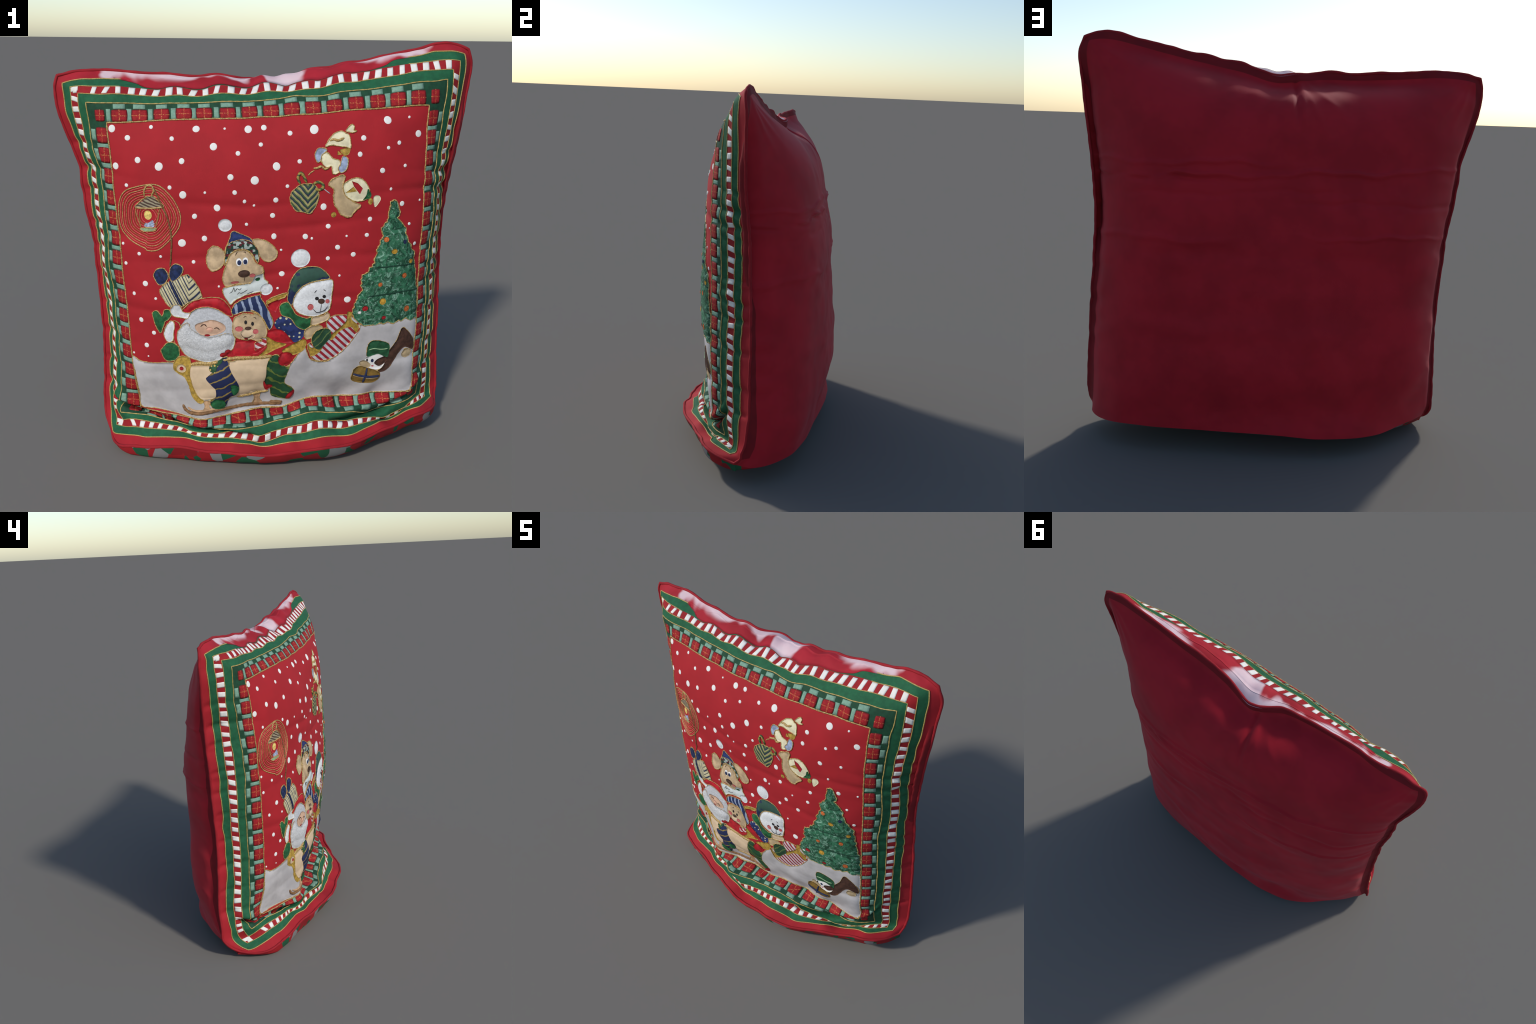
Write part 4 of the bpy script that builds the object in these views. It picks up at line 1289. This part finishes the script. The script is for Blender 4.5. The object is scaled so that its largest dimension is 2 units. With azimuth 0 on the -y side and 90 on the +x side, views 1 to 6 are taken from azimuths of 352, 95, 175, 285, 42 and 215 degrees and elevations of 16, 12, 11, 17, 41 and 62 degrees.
thread('handle', 'gold', [(9.6, 77.1), (9.8, 79.0), (10.5, 80.4), (11.4, 80.7), (12.3, 80.4), (12.6, 78.9), (11.7, 77.4)], 0.0045, layer=3, parent=part)
thread('hanging_string', 'string', [(12.5, 80.4), (13.3, 78.3), (14.1, 75.8), (14.9, 73.4), (15.9, 70.9), (16.5, 68.2), (16.9, 65.6), (17.0, 62.3), (16.7, 58.9), (16.2, 54.8)], 0.0042, layer=4, parent=part)

# --- bear
part = piece('bear_head', 'tan_fur', [(34.4, 34.1), (35.3, 36.5), (38.3, 37.7), (41.5, 37.1), (41.7, 37.5), (44.2, 35.7), (45.8, 31.6), (45.3, 29.1), (42.5, 28.0), (40.0, 28.8), (38.8, 28.5), (35.6, 29.5), (34.2, 31.5)],
      puff=0.014, cord=1, layer=5, parent=None)
spot('muzzle', 'cream', 39.4, 30.8, 37.5, 30.0, layer=6, puff=0.008, parent=part)
spot('nose', 'brown', 39.5, 32.8, 16.1, 8.0, layer=8, puff=0.004, parent=part)
spot('eye', 'black', 38.8, 34.9, 7.0, 9.7, layer=7, puff=0.002, parent=part)
spot('eye', 'black', 41.1, 34.2, 7.0, 9.7, layer=7, puff=0.002, parent=part)
spot('cheek', 'pink', 36.4, 32.8, 19.3, 12.9, layer=7, puff=0.002, parent=part)
spot('cheek', 'pink', 42.0, 31.5, 13.9, 11.8, layer=7, puff=0.002, parent=part)
spot('mouth', 'berry', 38.6, 29.1, 9.7, 7.0, layer=8, puff=0.002, parent=part)
thread('mouth', 'brown', [(37.0, 31.1), (37.6, 30.0), (39.3, 29.7), (40.8, 30.4)], 0.0015, layer=8, parent=part)
thread('eyebrow', 'brown', [(38.2, 36.5), (38.8, 36.9), (39.2, 36.6)], 0.002, layer=7, parent=part)
thread('eyebrow', 'brown', [(41.5, 36.3), (42.1, 36.1), (42.4, 35.6)], 0.002, layer=7, parent=part)
piece('striped_hat', 'hat_striped', [(34.3, 38.9), (36.0, 41.6), (39.6, 42.9), (43.8, 43.6), (44.1, 42.5), (45.7, 39.6), (47.3, 35.9), (48.0, 33.4), (46.6, 31.4), (45.0, 34.6), (43.0, 37.5), (40.7, 38.7), (42.9, 37.0), (40.8, 38.0), (37.6, 38.2), (35.0, 37.6)],
      puff=0.012, cord=1, layer=6, parent=part)
piece('scarf', 'satin_red', [(34.7, 28.0), (38.8, 28.2), (41.8, 28.1), (41.7, 28.0), (46.3, 28.5), (46.4, 27.1), (45.5, 25.7), (42.3, 23.5), (39.6, 23.1), (42.3, 22.6), (34.7, 23.0), (33.6, 25.1)],
      puff=0.01, cord=0, layer=4, parent=part)
piece('scarf_end', 'stripe_red_white', [(41.6, 27.3), (44.0, 27.9), (43.5, 29.2), (46.0, 28.3), (45.1, 26.2), (42.4, 25.3), (41.6, 24.7)],
      puff=0.006, cord=1, layer=6, parent=part)
piece('gold_bow', 'gold_cloth', [(45.6, 29.0), (48.6, 27.1), (52.3, 25.6), (48.5, 24.4), (45.0, 22.9), (42.3, 22.3), (45.5, 25.3)],
      puff=0.008, cord=0, layer=6, parent=part)
piece('gold_bow', 'gold_cloth', [(50.7, 23.6), (54.2, 25.1), (58.1, 26.0), (59.1, 24.0), (57.2, 21.9), (54.1, 21.4)],
      puff=0.008, cord=0, layer=3, parent=part)
piece('gold_bow', 'gold_cloth', [(46.0, 41.1), (49.0, 42.4), (52.5, 42.9), (52.3, 41.6), (49.8, 40.9), (46.8, 39.2)],
      puff=0.006, cord=1, layer=2, parent=part)
piece('red_bow', 'satin_red', [(46.2, 39.8), (48.9, 40.9), (51.0, 40.7), (49.5, 37.9), (48.8, 36.7), (47.2, 37.9)],
      puff=0.006, cord=0, layer=2, parent=part)
spot('red_berry', 'berry', 30.7, 23.7, 18.2, 13.9, layer=6, puff=0.008, parent=part)
spot('red_berry', 'berry', 32.2, 24.7, 15.0, 12.9, layer=6, puff=0.008, parent=part)

# --- dog
part = piece('dog_head', 'tan_fur', [(32.3, 51.1), (33.2, 53.9), (34.3, 56.6), (35.8, 58.7), (37.8, 59.2), (40.2, 59.0), (41.9, 57.1), (42.8, 54.9), (44.8, 53.2), (45.4, 51.2), (44.4, 49.6), (42.2, 48.2), (39.8, 47.8), (36.3, 48.1), (33.2, 47.6), (32.3, 49.2)],
      puff=0.016, cord=1, layer=4, parent=None)
piece('ear', 'tan_fur', [(27.5, 57.6), (28.8, 60.5), (30.8, 61.0), (33.1, 59.2), (33.2, 56.3), (31.8, 54.0), (29.4, 53.0), (27.9, 54.5)],
      puff=0.012, cord=1, layer=3, parent=part)
piece('ear', 'tan_fur', [(41.4, 62.2), (45.0, 62.2), (47.8, 60.6), (49.9, 57.7), (49.4, 55.5), (47.2, 54.5), (45.2, 55.6), (43.3, 58.7)],
      puff=0.012, cord=1, layer=3, parent=part)
piece('cap', 'denim', [(33.2, 59.2), (34.9, 62.9), (36.0, 65.5), (38.7, 64.5), (41.8, 62.7), (42.5, 60.8), (40.0, 61.9), (36.9, 61.9), (34.3, 60.7)],
      puff=0.012, cord=1, layer=5, parent=part)
piece('cap_brim', 'plaid_knit', [(33.0, 54.6), (33.3, 57.7), (34.2, 61.1), (37.0, 62.5), (40.4, 62.5), (42.7, 60.7), (44.1, 57.6), (43.6, 54.7), (42.5, 56.5), (40.9, 58.8), (37.8, 59.6), (35.1, 58.3), (33.8, 56.0)],
      puff=0.012, cord=1, layer=6, parent=part)
spot('pompom', 'fleece', 33.8, 67.6, 31.1, 30.0, layer=2, puff=0.01, parent=part)
spot('eye_white', 'white', 37.6, 55.6, 13.4, 18.2, layer=6, puff=0.003, parent=part)
spot('eye_white', 'white', 39.6, 55.8, 12.9, 17.2, layer=6, puff=0.003, parent=part)
spot('pupil', 'navy', 37.7, 55.4, 9.1, 10.7, layer=8, puff=0.002, parent=part)
spot('pupil', 'navy', 39.6, 55.5, 9.1, 10.7, layer=8, puff=0.002, parent=part)
spot('nose', 'brown', 39.0, 51.8, 26.8, 16.6, layer=6, puff=0.008, parent=part)
spot('cheek', 'pink', 41.6, 51.0, 13.9, 8.6, layer=6, puff=0.002, parent=part)
spot('cheek', 'pink', 36.0, 48.9, 19.3, 7.5, layer=6, puff=0.002, parent=part)
thread('eyebrow', 'brown', [(36.6, 57.9), (37.0, 58.6), (37.3, 58.8)], 0.0022, layer=6, parent=part)
thread('eyebrow', 'brown', [(39.2, 58.7), (39.7, 58.7), (39.9, 58.3)], 0.0022, layer=6, parent=part)
thread('mouth', 'brown', [(39.1, 50.7), (39.0, 49.0)], 0.0015, layer=6, parent=part)
piece('letter', 'paper', [(32.0, 46.6), (36.3, 47.7), (41.2, 48.3), (42.5, 50.6), (45.1, 51.2), (45.1, 53.1), (45.5, 49.1), (46.6, 47.2), (44.0, 44.0), (44.6, 44.6), (39.6, 44.1), (35.7, 42.5), (34.0, 41.4)],
      puff=0.006, cord=1, layer=5, parent=part)
spot('paw', 'fleece', 46.0, 45.2, 30.3, 29.0, layer=6, puff=0.01, parent=part)
spot('stamp', 'green_satin', 43.3, 49.2, 11.8, 10.7, layer=7, puff=0.001, parent=part)
thread('handwriting', 'ink', [(34.1, 45.3), (35.0, 45.9), (35.6, 47.1), (35.8, 45.8), (36.6, 46.7), (37.3, 46.2), (38.0, 46.8)], 0.0013, layer=6, parent=part)
thread('handwriting', 'ink', [(36.5, 44.7), (37.2, 45.3), (37.7, 45.0), (38.6, 45.3), (39.5, 45.8), (39.9, 46.0)], 0.0013, layer=6, parent=part)
thread('handwriting', 'ink', [(39.6, 44.4), (40.5, 44.8), (41.8, 45.2)], 0.0013, layer=6, parent=part)

# --- angel
part = piece('angel_bonnet', 'pearl', [(66.0, 89.9), (67.2, 91.9), (68.8, 93.4), (70.8, 94.0), (72.5, 93.3), (73.6, 92.3), (73.9, 88.7), (72.4, 89.0), (70.0, 89.6), (67.6, 90.1)],
      puff=0.008, cord=1, layer=2, parent=None)
piece('tassel', 'pearl', [(72.6, 93.9), (73.4, 95.0), (74.6, 95.7), (75.3, 95.1), (75.0, 93.9), (75.9, 93.6), (74.7, 93.1), (73.4, 93.5)],
      puff=0.006, cord=1, layer=2, parent=part)
thread('gold_curl', 'gold', [(67.4, 91.4), (68.5, 91.7), (70.0, 91.2), (71.8, 91.8)], 0.006, layer=4, parent=part)
piece('robe', 'pearl', [(64.6, 87.3), (66.6, 87.9), (68.3, 85.9), (70.3, 84.9), (70.2, 81.6), (68.1, 81.1), (67.8, 83.6), (66.1, 83.3), (64.8, 85.0)],
      puff=0.008, cord=1, layer=2, parent=part)
piece('wing', 'wing_blue', [(63.4, 89.3), (64.9, 89.6), (66.5, 88.7), (64.9, 87.4), (64.5, 85.7), (63.3, 85.3), (62.6, 87.2)],
      puff=0.008, cord=1, layer=3, parent=part)
piece('wing', 'wing_blue', [(71.4, 86.3), (72.8, 85.7), (73.0, 84.0), (72.3, 81.9), (70.7, 81.3), (69.8, 82.5), (70.5, 84.2)],
      puff=0.008, cord=1, layer=3, parent=part)
piece('gold_collar', 'gold_cloth', [(70.4, 88.3), (72.2, 88.7), (73.7, 88.6), (73.4, 87.0), (72.6, 86.5), (71.5, 86.7)],
      puff=0.006, cord=0, layer=2, parent=part)
piece('gold_corner', 'gold_cloth', [(69.8, 88.2), (71.1, 86.9), (69.6, 86.8)],
      puff=0.002, cord=0, layer=2, sharp=True, parent=part)
thread('gold_fringe', 'gold', [(62.1, 83.5), (63.3, 83.4), (64.6, 83.8), (65.7, 82.9), (67.2, 83.4)], 0.006, layer=2, parent=part)
thread('gold_fringe', 'gold', [(60.4, 81.4), (61.3, 82.2), (62.4, 82.8)], 0.003, layer=2, parent=part)

# --- angel
part = piece('angel_dress', 'tan', [(66.7, 77.9), (68.3, 79.6), (69.8, 80.2), (72.0, 80.2), (71.3, 77.1), (72.1, 74.3), (74.4, 72.1), (77.2, 70.6), (76.3, 69.5), (75.1, 68.4), (73.5, 66.8), (71.2, 67.6), (69.8, 69.5), (68.7, 71.2), (68.2, 73.5), (68.5, 76.2)],
      puff=0.01, cord=2, layer=2, parent=None)
piece('hood', 'pearl', [(71.3, 76.9), (72.8, 78.4), (74.6, 79.2), (77.1, 79.0), (79.0, 77.2), (80.1, 74.8), (79.3, 72.4), (76.7, 71.7), (74.2, 72.3), (72.2, 73.8)],
      puff=0.008, cord=1, layer=3, parent=part)
piece('hood_opening', 'panel_patch', [(74.1, 78.4), (76.0, 77.6), (77.6, 75.9), (76.7, 74.1), (75.7, 75.4), (74.8, 76.6)],
      puff=0.001, cord=0, layer=7, sharp=True, parent=part)
piece('gold_corner', 'gold_cloth', [(72.1, 74.8), (74.6, 76.6), (75.7, 75.1)],
      puff=0.002, cord=0, layer=7, sharp=True, parent=part)
piece('green_trim', 'green_satin', [(79.5, 75.5), (80.8, 73.6), (80.0, 72.3), (77.9, 72.0), (79.0, 73.6)],
      puff=0.004, cord=0, layer=6, parent=part)
piece('teardrop', 'pearl', [(81.4, 72.2), (82.2, 73.1), (83.6, 72.8), (83.9, 71.5), (82.0, 69.4)],
      puff=0.004, cord=0, layer=3, parent=part)
spot('gold_bell', 'gold_cloth', 80.4, 71.4, 11.8, 15.3, layer=3, puff=0.006, parent=part)
spot('gold_bell', 'gold_cloth', 68.3, 68.0, 12.5, 12.5, layer=3, puff=0.006, parent=part)

# --- hanging bauble
part = piece('hanging_bauble', 'bauble_chevron', [(54.4, 74.6), (55.1, 76.6), (57.4, 78.4), (60.1, 78.8), (62.5, 78.0), (63.6, 75.4), (63.3, 72.7), (61.9, 70.1), (60.8, 69.0), (59.0, 69.5), (56.3, 70.4), (54.8, 72.7)],
      puff=0.012, cord=1, layer=2, parent=None)
thread('loop', 'gold_green', [(57.9, 78.8), (57.2, 80.7), (57.6, 82.1), (58.3, 82.4), (59.2, 80.9), (59.9, 79.0)], 0.007, layer=3, parent=part)
thread('loop', 'gold_green', [(61.9, 78.3), (63.2, 78.9), (64.7, 78.4), (65.1, 77.1), (63.8, 76.3), (62.5, 76.9)], 0.007, layer=3, parent=part)
thread('needle', 'silver', [(65.1, 76.7), (66.0, 75.9), (67.3, 74.8)], 0.0022, layer=3, parent=part)

# --- sledging penguin
part = piece('sledging_penguin_tail', 'brown_fur', [(84.3, 9.8), (87.4, 11.8), (88.6, 17.1), (91.3, 21.6), (92.9, 25.8), (94.9, 25.0), (98.5, 20.6), (98.8, 16.8), (94.7, 18.4), (92.3, 16.2), (90.8, 12.9), (87.9, 9.9)],
      puff=0.008, cord=1, layer=2, parent=None)
piece('face', 'white', [(80.1, 15.3), (83.5, 17.2), (86.1, 16.8), (87.9, 14.3), (87.7, 12.5), (86.4, 11.0), (84.6, 10.8), (82.2, 11.6), (81.0, 13.3)],
      puff=0.008, cord=0, layer=3, parent=part)
piece('muzzle', 'tan', [(78.6, 14.4), (80.7, 14.9), (82.7, 13.0), (81.7, 11.5), (79.4, 12.5)],
      puff=0.006, cord=0, layer=4, parent=part)
piece('hair', 'brown_fur', [(84.0, 13.6), (85.3, 15.2), (87.8, 15.6), (88.4, 13.9), (87.4, 12.7), (85.5, 12.0)],
      puff=0.005, cord=0, layer=6, parent=part)
piece('cap', 'cap_green', [(81.1, 16.7), (81.3, 21.4), (83.6, 22.5), (88.4, 20.6), (88.8, 17.0), (88.2, 15.4), (85.2, 17.1), (83.2, 16.8)],
      puff=0.008, cord=1, layer=5, parent=part)
thread('cap_fold', 'green_pale', [(81.4, 19.1), (83.2, 19.6), (85.7, 19.0), (88.2, 19.0)], 0.003, layer=8, parent=part)
spot('eye', 'navy', 83.2, 14.7, 7.1, 10.4, layer=6, puff=0.001, parent=part)
spot('eye', 'black', 81.3, 15.1, 4.3, 7.6, layer=6, puff=0.001, parent=part)
spot('cheek', 'pink', 83.4, 12.3, 6.2, 4.7, layer=6, puff=0.001, parent=part)
piece('parcel', 'parcel_brown', [(76.9, 12.0), (79.0, 12.8), (82.2, 11.4), (85.8, 9.8), (86.5, 7.7), (84.5, 5.8), (80.0, 6.1), (76.4, 7.7), (76.2, 10.2)],
      puff=0.008, cord=1, layer=4, parent=part)
thread('parcel_ribbon', 'navy', [(81.5, 11.7), (81.0, 9.6), (80.4, 6.5)], 0.005, layer=6, parent=part)
thread('parcel_ribbon', 'navy', [(76.5, 10.3), (78.8, 9.5), (82.3, 8.5), (86.1, 8.3)], 0.006, layer=6, parent=part)
thread('parcel_ribbon', 'tan', [(76.5, 9.8), (79.2, 8.9), (82.3, 7.9), (86.2, 7.7)], 0.0022, layer=8, parent=part)
piece('foot', 'tan', [(93.8, 15.9), (95.2, 17.7), (97.8, 16.4), (97.4, 14.4), (95.0, 14.2)],
      puff=0.006, cord=1, layer=3, parent=part)


sew_all()
